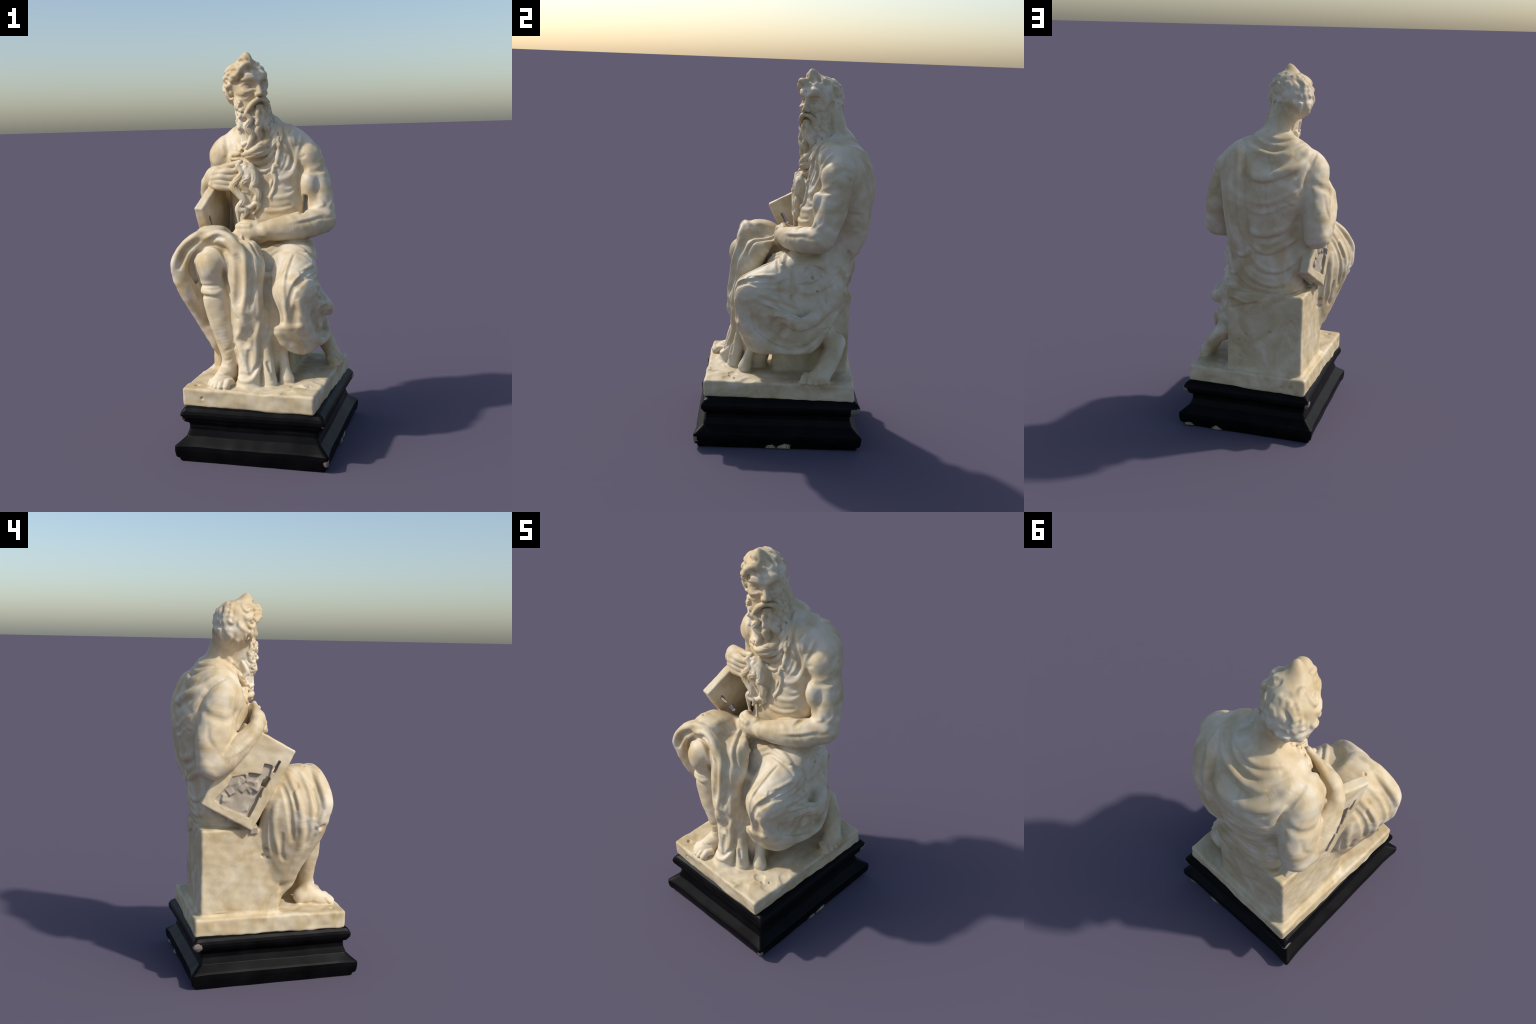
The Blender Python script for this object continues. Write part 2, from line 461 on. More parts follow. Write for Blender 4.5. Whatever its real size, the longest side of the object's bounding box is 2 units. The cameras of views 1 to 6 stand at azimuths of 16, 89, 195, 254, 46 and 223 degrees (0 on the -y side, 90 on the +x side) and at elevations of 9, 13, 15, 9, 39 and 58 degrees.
# drapery over the right knee: side curtain and hood rim
clay.loft([(0.51, -0.240, -0.065, 0.045, 0.055, -15, 2.2), (0.60, -0.262, -0.075, 0.052, 0.09, -18, 2.2),
           (0.70, -0.283, -0.085, 0.060, 0.135, -20, 2.2), (0.80, -0.302, -0.10, 0.070, 0.168, -22, 2.2),
           (0.90, -0.312, -0.11, 0.076, 0.172, -22, 2.2), (1.00, -0.275, -0.108, 0.086, 0.158, -18, 2.2),
           (1.08, -0.235, -0.125, 0.086, 0.112, -12, 2.2), (1.130, -0.22, -0.150, 0.068, 0.062, 0, 2.2)],
          'drapery', k=0.02, cap=0.03)
clay.tube([(-0.385, -0.235, 0.87, 0.025), (-0.384, -0.250, 0.95, 0.030), (-0.345, -0.242, 1.025, 0.028),
           (-0.268, -0.230, 1.078, 0.030), (-0.185, -0.228, 1.087, 0.032), (-0.105, -0.238, 1.063, 0.033),
           (-0.047, -0.255, 0.985, 0.035), (-0.012, -0.25, 0.88, 0.04)], 'drapery', k=0.03)
clay.tube([(-0.25, -0.12, 0.60, 0.045), (-0.235, -0.10, 0.52, 0.040), (-0.232, -0.06, 0.46, 0.030), (-0.23, -0.04, 0.40, 0.025)], 'drapery', k=0.02)
# deep hollow between the hood and the bare knee
for y in (-0.31, -0.28, -0.25):
    clay.tube([(-0.288, y + 0.07, 0.76, 0.004), (-0.302, y + 0.045, 0.85, 0.014), (-0.312, y + 0.02, 0.93, 0.017), (-0.285, y + 0.01, 1.005, 0.014),
               (-0.205, y, 1.046, 0.011), (-0.130, y, 1.016, 0.012), (-0.108, y - 0.01, 0.93, 0.014), (-0.112, y - 0.005, 0.84, 0.012), (-0.114, y + 0.02, 0.76, 0.004)],
              k=0.010, cut=True)
# cloth falling between the legs
clay.loft([(0.345, -0.015, -0.315, 0.065, 0.058, 0, 2), (0.42, -0.01, -0.288, 0.055, 0.05, 0, 2),
           (0.55, -0.020, -0.246, 0.064, 0.056, 0, 2), (0.68, -0.015, -0.248, 0.073, 0.076, -8, 2.1),
           (0.82, -0.028, -0.232, 0.080, 0.076, -8, 2.1), (0.95, -0.04, -0.20, 0.095, 0.085, 0, 2.2),
           (1.05, -0.09, -0.14, 0.09, 0.09, 0, 2)], 'drapery', k=0.02)
clay.loft([(0.345, 0.06, -0.15, 0.06, 0.06, 0, 2), (0.60, 0.07, -0.13, 0.08, 0.10, 0, 2),
           (0.90, 0.04, -0.05, 0.10, 0.12, 0, 2)], 'drapery', k=0.02)
clay.tube([(0.055, -0.21, 0.70, 0.035), (0.062, -0.235, 0.55, 0.032), (0.075, -0.255, 0.45, 0.032), (0.085, -0.27, 0.365, 0.040)], 'drapery', k=0.012)
clay.tube([(0.03, -0.23, 0.62, 0.03), (0.035, -0.24, 0.36, 0.035)], 'drapery', k=0.012)
clay.tube([(0.11, -0.13, 0.62, 0.035), (0.125, -0.165, 0.50, 0.030), (0.145, -0.195, 0.42, 0.028), (0.16, -0.21, 0.365, 0.038)], 'drapery', k=0.012)
clay.tube([(-0.105, -0.225, 0.88, 0.028), (-0.095, -0.23, 0.65, 0.028), (-0.075, -0.24, 0.46, 0.024)], 'drapery', k=0.012)
# skirt of the robe over the left leg
clay.loft([(0.50, 0.240, -0.09, 0.045, 0.08, 0, 2.2), (0.55, 0.212, -0.06, 0.074, 0.15, 0, 2.2),
           (0.62, 0.200, -0.055, 0.088, 0.205, 0, 2.6), (0.70, 0.190, -0.07, 0.094, 0.200, 6, 2.4),
           (0.78, 0.188, -0.085, 0.104, 0.185, 8, 2.3), (0.86, 0.176, -0.06, 0.102, 0.17, 6, 2.2),
           (0.94, 0.155, 0.00, 0.10, 0.12, 0, 2.2)], 'robe', k=0.03)
clay.tube([(0.235, -0.175, 0.795, 0.040), (0.270, -0.093, 0.735, 0.042), (0.302, 0.03, 0.688, 0.040), (0.310, 0.09, 0.678, 0.036),
           (0.252, 0.170, 0.712, 0.038), (0.155, 0.25, 0.785, 0.045)], 'robe', k=0.04)
clay.tube([(0.130, -0.235, 0.615, 0.024), (0.160, -0.215, 0.555, 0.026), (0.220, -0.165, 0.515, 0.026), (0.258, -0.084, 0.518, 0.024),
           (0.285, 0.05, 0.522, 0.026), (0.285, 0.135, 0.535, 0.026), (0.245, 0.205, 0.610, 0.03)], 'robe', k=0.04)
clay.tube([(0.200, 0.02, 0.60, 0.09), (0.185, 0.14, 0.62, 0.08), (0.15, 0.22, 0.66, 0.07)], 'robe', k=0.04)
clay.ball((0.135, 0.155, 0.79), (0.10, 0.13, 0.12), 'robe', k=0.06)
clay.tube([(0.11, 0.23, 0.74, 0.07), (0.12, 0.24, 0.84, 0.08)], 'robe', k=0.04)
# left foot, heel raised
clay.tube([(0.170, 0.170, 0.69, 0.060), (0.190, 0.215, 0.60, 0.056), (0.20, 0.282, 0.54, 0.050)], 'leg#left', k=0.02)
clay.tube([(0.195, 0.285, 0.545, 0.054), (0.245, 0.265, 0.50, 0.055), (0.29, 0.228, 0.435, 0.054), (0.322, 0.195, 0.395, 0.044)],
          'foot#left', k=0.02, flat=((1, 0, 1.2), 0.72))
clay.ball((0.325, 0.175, 0.380), (0.042, 0.072, 0.026), 'foot#left', (0, 20, 0), k=0.03)
for j, (y, tip, r) in enumerate(((0.108, 0.360, 0.0175), (0.143, 0.370, 0.0135), (0.174, 0.372, 0.0130), (0.203, 0.368, 0.0125), (0.230, 0.358, 0.0120))):
    clay.tube([(0.315, y + 0.012, 0.392, r), (tip - 0.022, y, 0.386, r * 0.95), (tip - 0.006, y - 0.002, 0.368, r)], 'toe#left%d' % j, k=0.004)

# ------------------------------------------------------------------ scan holes in the tablet face, modelled as recess and slots
def tp(u, v, n):
    return TC + TR @ vec(u, v, n)

_rng = random.Random(5)
for u, v, hu, hv, a in ((-0.010, 0.105, 0.082, 0.078, 4), (-0.045, 0.02, 0.042, 0.060, 20), (-0.066, -0.06, 0.022, 0.045, 12),
                        (0.02, 0.045, 0.030, 0.040, 40), (0.05, 0.14, 0.035, 0.045, -12)):
    clay.brick(tp(u, v, 0.028), (hu, hv, 0.017), 'jagged_surface', TR @ euler(_rng.uniform(-5, 5), _rng.uniform(-5, 5), a), 0.004, 0.004, cut=True)
for i in range(16):
    clay.brick(tp(_rng.uniform(-0.06, 0.065), _rng.uniform(-0.02, 0.17), 0.004), (_rng.uniform(0.015, 0.04), _rng.uniform(0.012, 0.035), 0.008),
               'jagged_surface', TR @ euler(_rng.uniform(-28, 28), _rng.uniform(-28, 28), _rng.uniform(0, 180)), 0.003, 0.012)
clay.brick(tp(-0.088, 0.075, 0.02), (0.010, 0.105, 0.030), 'jagged_surface', TR @ euler(0, 0, 3), 0.006, 0.003, cut=True)
clay.brick(tp(-0.098, -0.115, 0.0), (0.009, 0.034, 0.05), 'jagged_surface', TR, 0.006, 0.003, cut=True)
clay.brick(tp(-0.090, -0.02, 0.0), (0.010, 0.028, 0.05), 'jagged_surface', TR, 0.006, 0.003, cut=True)
# ragged scraps below the tablet
for i in range(6):
    clay.brick((-0.262 + _rng.uniform(-0.012, 0.008), 0.10 + 0.035 * i + _rng.uniform(-0.01, 0.01), 0.81 + 0.022 * i), (0.020, 0.026, 0.020),
               'jagged_surface', (_rng.uniform(0, 90), _rng.uniform(0, 90), 0), 0.004, 0.012)

# scan reconstruction faults on the slab's front right, modelled as shallow dents
for x, y, hx, hy, dep in ((0.10, -0.380, 0.050, 0.035, 0.007), (0.17, -0.34, 0.060, 0.045, 0.005), (0.21, -0.400, 0.045, 0.030, 0.006),
                          (0.30, -0.28, 0.045, 0.035, 0.005), (0.225, -0.275, 0.030, 0.024, 0.010), (0.33, -0.19, 0.030, 0.045, 0.006)):
    clay.ball((x, y, 0.356 + 0.008 - dep), (hx, hy, 0.008), '', (_rng.uniform(-5, 5), _rng.uniform(-5, 5), _rng.uniform(0, 90)), k=0.010, cut=True)
for i in range(9):                                                      # bitten right-hand edge
    clay.ball((0.352, -0.40 + 0.026 * i, 0.362), (0.016, 0.012 + 0.004 * _rng.random(), 0.010), '', (0, 0, 40 * i), k=0.004, cut=True)
clay.ball((-0.215, 0.366, 0.60), (0.026, 0.006, 0.080), '', (0, 6, 0), k=0.004, cut=True)            # worn patch on the seat back

# ------------------------------------------------------------------ folds and relief
# each call is one fold, edge or curl: width, height (negative: groove), centre line laid on the surface
def relief(strength):
    def draw(width, height, *line):
        clay.stroke(line, width, height * strength)
    return draw

skirt_fold = curtain_fold = hood_fold = relief(1.65)
cape_fold = relief(1.7)
back_fold = relief(0.95)
chest_fold = relief(0.95)
arm_relief = relief(0.85)
leg_relief = face_relief = relief(1.15)
hair_curl = relief(0.95)

def pit(r, c):
    clay.ball(c, (r, r * 0.8, r), rot=(20, 40, 10), k=0.006, cut=True)

# cape folds
cape_fold(.012, .012, (-0.056, 0.348, 1.64), (-0.12, 0.337, 1.631), (-0.196, 0.278, 1.631))
cape_fold(.014, .014, (0.102, 0.283, 1.623), (0.017, 0.376, 1.588), (-0.076, 0.401, 1.561), (-0.151, 0.391, 1.568), (-0.209, 0.326, 1.601), (-0.231, 0.275, 1.614))
cape_fold(.008, -.006, (0.056, 0.301, 1.638), (-0.025, 0.373, 1.597), (-0.086, 0.385, 1.58), (-0.152, 0.373, 1.588))
cape_fold(.010, .008, (0.018, 0.331, 1.644), (-0.035, 0.362, 1.616), (-0.094, 0.368, 1.604))
cape_fold(.020, .020, (0.029, 0.433, 1.475), (-0.021, 0.444, 1.45), (-0.064, 0.445, 1.445), (-0.113, 0.446, 1.458), (-0.196, 0.421, 1.496), (-0.247, 0.367, 1.528), (-0.261, 0.303, 1.582))
cape_fold(.016, -.012, (0.005, 0.45, 1.425), (-0.066, 0.451, 1.416), (-0.136, 0.45, 1.435), (-0.222, 0.414, 1.483))
cape_fold(.014, .010, (-0.268, 0.352, 1.521), (-0.25, 0.385, 1.47), (-0.238, 0.414, 1.419))
cape_fold(.008, -.010, (-0.288, 0.254, 1.57), (-0.279, 0.354, 1.508), (-0.267, 0.379, 1.443), (-0.261, 0.39, 1.369))
cape_fold(.020, -.006, (0.003, 0.415, 1.526), (-0.09, 0.42, 1.526), (-0.186, 0.391, 1.555))
cape_fold(.022, -.012, (-0.013, 0.422, 1.514), (-0.099, 0.425, 1.51), (-0.189, 0.402, 1.543), (-0.225, 0.355, 1.566))
cape_fold(.016, .010, (-0.055, 0.421, 1.517), (-0.123, 0.415, 1.534), (-0.194, 0.372, 1.573))
cape_fold(.014, .010, (-0.08, 0.367, 1.603), (-0.148, 0.358, 1.606), (-0.203, 0.301, 1.619))

# back folds
back_fold(.012, .007, (0.003, 0.452, 1.325), (-0.082, 0.451, 1.321), (-0.171, 0.446, 1.362), (-0.232, 0.415, 1.392))
back_fold(.012, .008, (0.005, 0.445, 1.271), (-0.081, 0.445, 1.271), (-0.158, 0.443, 1.312), (-0.226, 0.411, 1.328))
back_fold(.012, -.009, (-0.069, 0.451, 1.289), (-0.13, 0.445, 1.3), (-0.178, 0.44, 1.323), (-0.219, 0.41, 1.3))
back_fold(.018, .013, (0.018, 0.422, 1.159), (-0.062, 0.422, 1.154), (-0.163, 0.398, 1.184), (-0.225, 0.385, 1.264))
back_fold(.016, -.010, (0.004, 0.415, 1.12), (-0.075, 0.414, 1.119), (-0.167, 0.384, 1.149))
back_fold(.014, .010, (0.011, 0.391, 1.055), (-0.084, 0.39, 1.053), (-0.158, 0.372, 1.079), (-0.23, 0.348, 1.132))
back_fold(.010, .010, (0.175, 0.325, 1.565), (0.185, 0.379, 1.495), (0.17, 0.421, 1.398), (0.152, 0.439, 1.332), (0.124, 0.433, 1.192), (0.099, 0.416, 1.082))
back_fold(.008, -.008, (0.158, 0.343, 1.575), (0.155, 0.414, 1.495), (0.149, 0.438, 1.402), (0.135, 0.445, 1.32), (0.107, 0.438, 1.194))
back_fold(.010, .007, (0.128, 0.428, 1.506), (0.123, 0.451, 1.406), (0.119, 0.45, 1.302))
back_fold(.010, -.007, (0.119, 0.308, 1.608), (0.097, 0.433, 1.508), (0.093, 0.454, 1.374), (0.084, 0.444, 1.233))
back_fold(.012, .009, (0.115, 0.275, 1.618), (0.077, 0.432, 1.51), (0.072, 0.451, 1.375), (0.063, 0.441, 1.234), (0.05, 0.398, 1.068))
back_fold(.010, -.012, (0.06, 0.355, 1.61), (0.048, 0.422, 1.51), (0.04, 0.45, 1.378), (0.031, 0.439, 1.236), (0.013, 0.41, 1.103), (0.011, 0.392, 1.048))
back_fold(.012, .010, (0.105, 0.398, 1.041), (0.066, 0.38, 1.014), (0.018, 0.394, 1.063))
back_fold(.012, .010, (0.047, 0.409, 1.105), (-0.055, 0.391, 1.05), (-0.142, 0.377, 1.077), (-0.23, 0.344, 1.13))
back_fold(.012, .010, (0.023, 0.385, 1.021), (-0.04, 0.385, 0.963), (-0.12, 0.367, 0.943), (-0.201, 0.331, 0.987), (-0.237, 0.331, 1.044))
back_fold(.010, -.008, (0.04, 0.38, 0.98), (-0.039, 0.379, 0.926), (-0.128, 0.367, 0.92), (-0.208, 0.325, 0.959))
back_fold(.012, .010, (0.091, 0.368, 0.995), (0.017, 0.373, 0.903), (-0.075, 0.366, 0.862), (-0.167, 0.336, 0.879), (-0.251, 0.374, 0.95))
back_fold(.012, .008, (0.112, 0.349, 0.918), (0.028, 0.362, 0.852), (-0.066, 0.362, 0.831), (-0.166, 0.332, 0.832), (-0.224, 0.26, 0.857))
back_fold(.010, -.008, (0.133, 0.332, 0.856), (0.063, 0.349, 0.82), (-0.019, 0.36, 0.817))
back_fold(.012, .010, (0.175, 0.313, 0.782), (0.107, 0.359, 0.771), (0.043, 0.36, 0.751), (-0.02, 0.362, 0.774))
back_fold(.010, .008, (0.125, 0.356, 0.808), (0.059, 0.36, 0.777), (-0.012, 0.36, 0.765), (-0.059, 0.361, 0.792))
back_fold(.008, -.008, (0.148, 0.355, 0.705), (0.059, 0.359, 0.733), (-0.012, 0.36, 0.765), (-0.067, 0.361, 0.795))
back_fold(.010, .008, (-0.137, 0.361, 0.807), (-0.194, 0.344, 0.808), (-0.232, 0.252, 0.816))
back_fold(.010, .010, (0.138, 0.392, 1.066), (0.156, 0.313, 0.911), (0.092, 0.361, 0.915))
back_fold(.008, -.008, (0.044, 0.42, 1.134), (0.056, 0.403, 1.069), (0.056, 0.38, 1.009), (0.087, 0.38, 1.006))

# chest folds
chest_fold(.014, .016, (0.153, 0.225, 1.579), (0.156, 0.171, 1.498), (0.151, 0.152, 1.424), (0.124, 0.13, 1.366), (0.086, 0.112, 1.347), (0.053, 0.105, 1.354))
chest_fold(.010, -.010, (0.076, 0.158, 1.604), (0.106, 0.14, 1.537), (0.123, 0.146, 1.484), (0.131, 0.142, 1.447), (0.117, 0.129, 1.403), (0.087, 0.11, 1.383))
chest_fold(.008, .008, (0.131, 0.166, 1.565), (0.14, 0.159, 1.521))
chest_fold(.008, .007, (0.159, 0.212, 1.564), (0.158, 0.182, 1.527))
chest_fold(.007, -.006, (0.121, 0.182, 1.602), (0.114, 0.159, 1.581))
chest_fold(.010, -.010, (0.16, 0.188, 1.527), (0.157, 0.16, 1.461), (0.157, 0.159, 1.401))
chest_fold(.010, .008, (0.049, 0.1, 1.313), (0.106, 0.117, 1.291), (0.147, 0.159, 1.323))
chest_fold(.012, .010, (-0.032, 0.08, 1.268), (0.053, 0.081, 1.251), (0.121, 0.116, 1.262), (0.155, 0.159, 1.308))
chest_fold(.010, -.008, (-0.014, 0.065, 1.214), (0.055, 0.067, 1.196), (0.137, 0.11, 1.214))
chest_fold(.012, .010, (-0.021, 0.063, 1.193), (0.04, 0.063, 1.184), (0.138, 0.106, 1.196))
chest_fold(.012, .008, (-0.267, 0.178, 1.529), (-0.247, 0.159, 1.468))
chest_fold(.012, -.008, (-0.254, 0.219, 1.581), (-0.231, 0.165, 1.521), (-0.21, 0.144, 1.468))
chest_fold(.012, .008, (-0.221, 0.206, 1.588), (-0.193, 0.158, 1.528), (-0.171, 0.122, 1.483))
chest_fold(.008, -.005, (0.068, 0.106, 1.376), (0.094, 0.117, 1.419), (0.106, 0.135, 1.478))

# arm relief
arm_relief(.014, -.010, (0.164, 0.161, 1.409), (0.21, 0.142, 1.383), (0.257, 0.171, 1.381), (0.29, 0.218, 1.393))
arm_relief(.016, -.007, (0.259, 0.159, 1.363), (0.261, 0.141, 1.297), (0.259, 0.129, 1.238))
arm_relief(.010, -.005, (0.196, 0.159, 1.468), (0.176, 0.16, 1.457), (0.158, 0.159, 1.457))
arm_relief(.012, .006, (0.314, 0.183, 1.286), (0.326, 0.174, 1.226), (0.314, 0.136, 1.193))
arm_relief(.010, .006, (0.274, 0.128, 1.235), (0.289, 0.129, 1.212), (0.257, 0.117, 1.195))
arm_relief(.012, .006, (0.28, 0.075, 1.162), (0.216, 0.021, 1.145), (0.13, -0.026, 1.129))
arm_relief(.010, -.005, (0.313, 0.1, 1.159), (0.243, 0.033, 1.137), (0.164, -0.013, 1.127))
arm_relief(.012, -.006, (0.094, -0.038, 1.071), (0.033, -0.039, 1.048), (-0.004, -0.125, 1.045))
arm_relief(.018, -.008, (0.223, 0.208, 1.519), (0.264, 0.277, 1.457), (0.205, 0.341, 1.43))
arm_relief(.016, -.008, (0.254, 0.164, 1.382), (0.288, 0.223, 1.396), (0.264, 0.293, 1.423))
arm_relief(.014, -.006, (0.319, 0.226, 1.297), (0.329, 0.214, 1.235), (0.336, 0.175, 1.193))
arm_relief(.012, -.006, (0.277, 0.062, 1.149), (0.326, 0.108, 1.146), (0.343, 0.162, 1.159))
arm_relief(.020, -.012, (-0.261, 0.381, 1.438), (-0.358, 0.344, 1.396), (-0.369, 0.273, 1.375), (-0.339, 0.222, 1.4))
arm_relief(.012, -.010, (-0.351, 0.232, 1.373), (-0.356, 0.232, 1.309), (-0.369, 0.257, 1.26))
arm_relief(.014, -.006, (-0.362, 0.359, 1.361), (-0.376, 0.361, 1.291), (-0.385, 0.326, 1.242))
arm_relief(.012, -.005, (-0.388, 0.297, 1.213), (-0.383, 0.224, 1.261), (-0.365, 0.146, 1.33))
arm_relief(.010, .005, (-0.394, 0.291, 1.192), (-0.392, 0.203, 1.233), (-0.372, 0.118, 1.309))
arm_relief(.014, -.010, (-0.333, 0.196, 1.5), (-0.339, 0.2, 1.436), (-0.339, 0.222, 1.393))

# skirt folds
skirt_fold(.012, .010, (0.013, -0.167, 1.03), (0.055, -0.015, 1.004), (0.128, -0.014, 1.013), (0.196, -0.022, 1.001), (0.247, -0.03, 0.964))
skirt_fold(.008, -.010, (0.037, -0.175, 0.992), (0.082, -0.052, 0.985), (0.155, -0.051, 0.997), (0.214, -0.052, 0.982), (0.265, -0.045, 0.943))
skirt_fold(.012, .010, (0.082, -0.075, 0.96), (0.09, -0.147, 0.902), (0.126, -0.243, 0.776), (0.143, -0.255, 0.636))
skirt_fold(.009, -.008, (0.142, -0.075, 0.978), (0.131, -0.195, 0.894), (0.148, -0.255, 0.751), (0.168, -0.262, 0.638))
skirt_fold(.010, .008, (0.167, -0.069, 0.984), (0.166, -0.217, 0.904), (0.172, -0.278, 0.785), (0.173, -0.261, 0.638))
skirt_fold(.008, -.006, (0.182, -0.07, 0.984), (0.173, -0.183, 0.927), (0.172, -0.256, 0.871))
skirt_fold(.010, -.014, (0.282, -0.071, 0.91), (0.253, -0.212, 0.893), (0.221, -0.272, 0.847), (0.201, -0.279, 0.786), (0.192, -0.272, 0.727))
skirt_fold(.012, .008, (0.272, -0.049, 0.929), (0.244, -0.195, 0.907), (0.208, -0.267, 0.857))
skirt_fold(.020, -.016, (0.216, -0.273, 0.751), (0.216, -0.268, 0.693), (0.22, -0.265, 0.647))
skirt_fold(.013, .020, (0.237, -0.273, 0.786), (0.254, -0.253, 0.731), (0.277, -0.198, 0.639), (0.29, -0.082, 0.558), (0.308, 0.034, 0.514))
skirt_fold(.018, -.014, (0.284, -0.182, 0.711), (0.289, -0.103, 0.634), (0.296, -0.024, 0.574))
skirt_fold(.012, .010, (0.305, -0.189, 0.816), (0.314, -0.01, 0.739), (0.344, 0.044, 0.687))
skirt_fold(.014, -.030, (0.325, -0.057, 0.702), (0.304, 0.003, 0.646), (0.295, -0.018, 0.621))
skirt_fold(.016, .016, (0.299, -0.163, 0.844), (0.294, -0.076, 0.817), (0.271, 0.007, 0.791), (0.252, 0.061, 0.756), (0.247, 0.092, 0.701))
skirt_fold(.010, -.014, (0.308, -0.125, 0.766), (0.308, -0.089, 0.76), (0.314, -0.048, 0.747), (0.315, 0.029, 0.728), (0.318, 0.083, 0.712))
skirt_fold(.018, -.010, (0.294, -0.148, 0.861), (0.294, -0.077, 0.843), (0.276, 0.006, 0.83))
skirt_fold(.016, -.026, (0.311, -0.087, 0.705), (0.318, -0.051, 0.687), (0.326, -0.005, 0.67), (0.332, 0.047, 0.649))
skirt_fold(.007, -.008, (0.182, -0.05, 0.994), (0.251, -0.01, 0.97), (0.27, 0.022, 0.924), (0.265, 0.041, 0.854), (0.242, 0.069, 0.806))
skirt_fold(.009, -.010, (0.242, -0.248, 0.878), (0.247, -0.185, 0.905), (0.268, -0.135, 0.91), (0.281, -0.049, 0.906))
skirt_fold(.014, .012, (0.271, -0.208, 0.672), (0.277, -0.17, 0.611), (0.283, -0.127, 0.56), (0.295, -0.065, 0.534), (0.307, 0.038, 0.517), (0.314, 0.094, 0.527), (0.293, 0.165, 0.579), (0.259, 0.227, 0.623))
skirt_fold(.014, .008, (0.049, -0.272, 0.644), (0.265, -0.228, 0.648), (0.271, -0.158, 0.566))
skirt_fold(.020, -.012, (0.283, -0.183, 0.698), (0.284, -0.13, 0.625), (0.29, -0.056, 0.57), (0.295, 0.037, 0.559))
skirt_fold(.008, -.008, (0.241, 0.213, 0.663), (0.236, 0.244, 0.622), (0.223, 0.305, 0.581))
skirt_fold(.012, .008, (0.277, 0.18, 0.612), (0.248, 0.232, 0.636), (0.163, 0.298, 0.72), (0.151, 0.347, 0.795))
skirt_fold(.012, .008, (0.193, 0.276, 0.88), (0.163, 0.318, 0.825), (0.151, 0.353, 0.784))
skirt_fold(.010, .007, (0.247, 0.112, 0.983), (0.235, 0.146, 0.934), (0.242, 0.128, 0.877))
skirt_fold(.010, .008, (0.192, 0.247, 0.921), (0.169, 0.279, 0.954), (0.157, 0.298, 1))
skirt_fold(.012, .008, (0.248, 0.078, 0.84), (0.24, 0.14, 0.835), (0.218, 0.222, 0.874), (0.181, 0.275, 0.909))
skirt_fold(.010, -.008, (0.266, 0.055, 0.876), (0.242, 0.128, 0.877), (0.215, 0.205, 0.905))
skirt_fold(.010, -.010, (0.275, 0.018, 0.916), (0.289, -0.055, 0.884), (0.287, -0.146, 0.88), (0.254, -0.23, 0.88), (0.224, -0.274, 0.839))
skirt_fold(.010, -.008, (0.259, 0.073, 0.866), (0.26, 0.043, 0.798), (0.258, 0.096, 0.694))
skirt_fold(.010, -.010, (0.26, 0.091, 0.939), (0.247, 0.134, 0.975), (0.193, 0.254, 0.904))

# curtain folds
curtain_fold(.014, .011, (-0.283, -0.071, 1.104), (-0.339, -0.089, 1.04), (-0.379, -0.107, 0.963), (-0.393, -0.128, 0.854))
curtain_fold(.012, -.012, (-0.309, -0.035, 1.053), (-0.357, -0.057, 0.961), (-0.373, -0.072, 0.841), (-0.357, -0.085, 0.752))
curtain_fold(.014, .010, (-0.303, -0.134, 1.105), (-0.351, -0.161, 1.04), (-0.393, -0.174, 0.952), (-0.405, -0.17, 0.871))
curtain_fold(.010, -.010, (-0.328, -0.093, 1.054), (-0.368, -0.096, 0.978), (-0.387, -0.1, 0.92))
curtain_fold(.014, .011, (-0.262, -0.21, 1.12), (-0.346, -0.226, 1.054), (-0.405, -0.236, 0.98), (-0.415, -0.24, 0.921))
curtain_fold(.011, -.012, (-0.346, -0.177, 1.044), (-0.387, -0.185, 0.968), (-0.408, -0.183, 0.877))
curtain_fold(.016, .011, (-0.333, -0.012, 0.974), (-0.332, 0.008, 0.88), (-0.328, -0.001, 0.777), (-0.321, -0.035, 0.683))
curtain_fold(.014, -.008, (-0.402, -0.148, 0.872), (-0.387, -0.156, 0.784), (-0.363, -0.154, 0.722))
curtain_fold(.016, .009, (-0.393, -0.116, 0.877), (-0.385, -0.127, 0.796), (-0.355, -0.116, 0.71))
curtain_fold(.012, -.008, (-0.406, -0.24, 0.846), (-0.397, -0.192, 0.813), (-0.363, -0.166, 0.721))
curtain_fold(.012, .010, (-0.418, -0.233, 0.922), (-0.412, -0.214, 0.854), (-0.391, -0.195, 0.789))
curtain_fold(.012, .008, (-0.316, 0.026, 0.866), (-0.302, 0.025, 0.772), (-0.288, 0.007, 0.654))
curtain_fold(.012, -.010, (-0.35, -0.034, 0.804), (-0.333, -0.03, 0.72), (-0.32, -0.054, 0.642))

# hood folds
hood_fold(.014, .012, (-0.406, -0.268, 0.895), (-0.378, -0.273, 0.995), (-0.345, -0.265, 1.047), (-0.292, -0.255, 1.086), (-0.244, -0.237, 1.116), (-0.171, -0.219, 1.12), (-0.094, -0.087, 1.054))
hood_fold(.012, -.016, (-0.37, -0.278, 0.921), (-0.34, -0.268, 1.007), (-0.298, -0.26, 1.052), (-0.255, -0.26, 1.073))
hood_fold(.013, .016, (-0.238, -0.257, 1.075), (-0.162, -0.248, 1.108), (-0.113, -0.255, 1.099), (-0.069, -0.266, 1.061), (-0.032, -0.267, 1.022), (-0.016, -0.294, 0.925), (-0.017, -0.31, 0.814), (-0.032, -0.32, 0.713))
hood_fold(.010, -.012, (-0.229, -0.25, 1.057), (-0.171, -0.26, 1.088), (-0.127, -0.267, 1.083))
hood_fold(.018, -.030, (-0.063, -0.285, 1.002), (-0.046, -0.291, 0.935), (-0.045, -0.302, 0.841), (-0.047, -0.312, 0.763))
hood_fold(.012, .014, (-0.133, -0.237, 1.011), (-0.116, -0.256, 0.916), (-0.086, -0.286, 0.836), (-0.078, -0.291, 0.752), (-0.055, -0.314, 0.7))
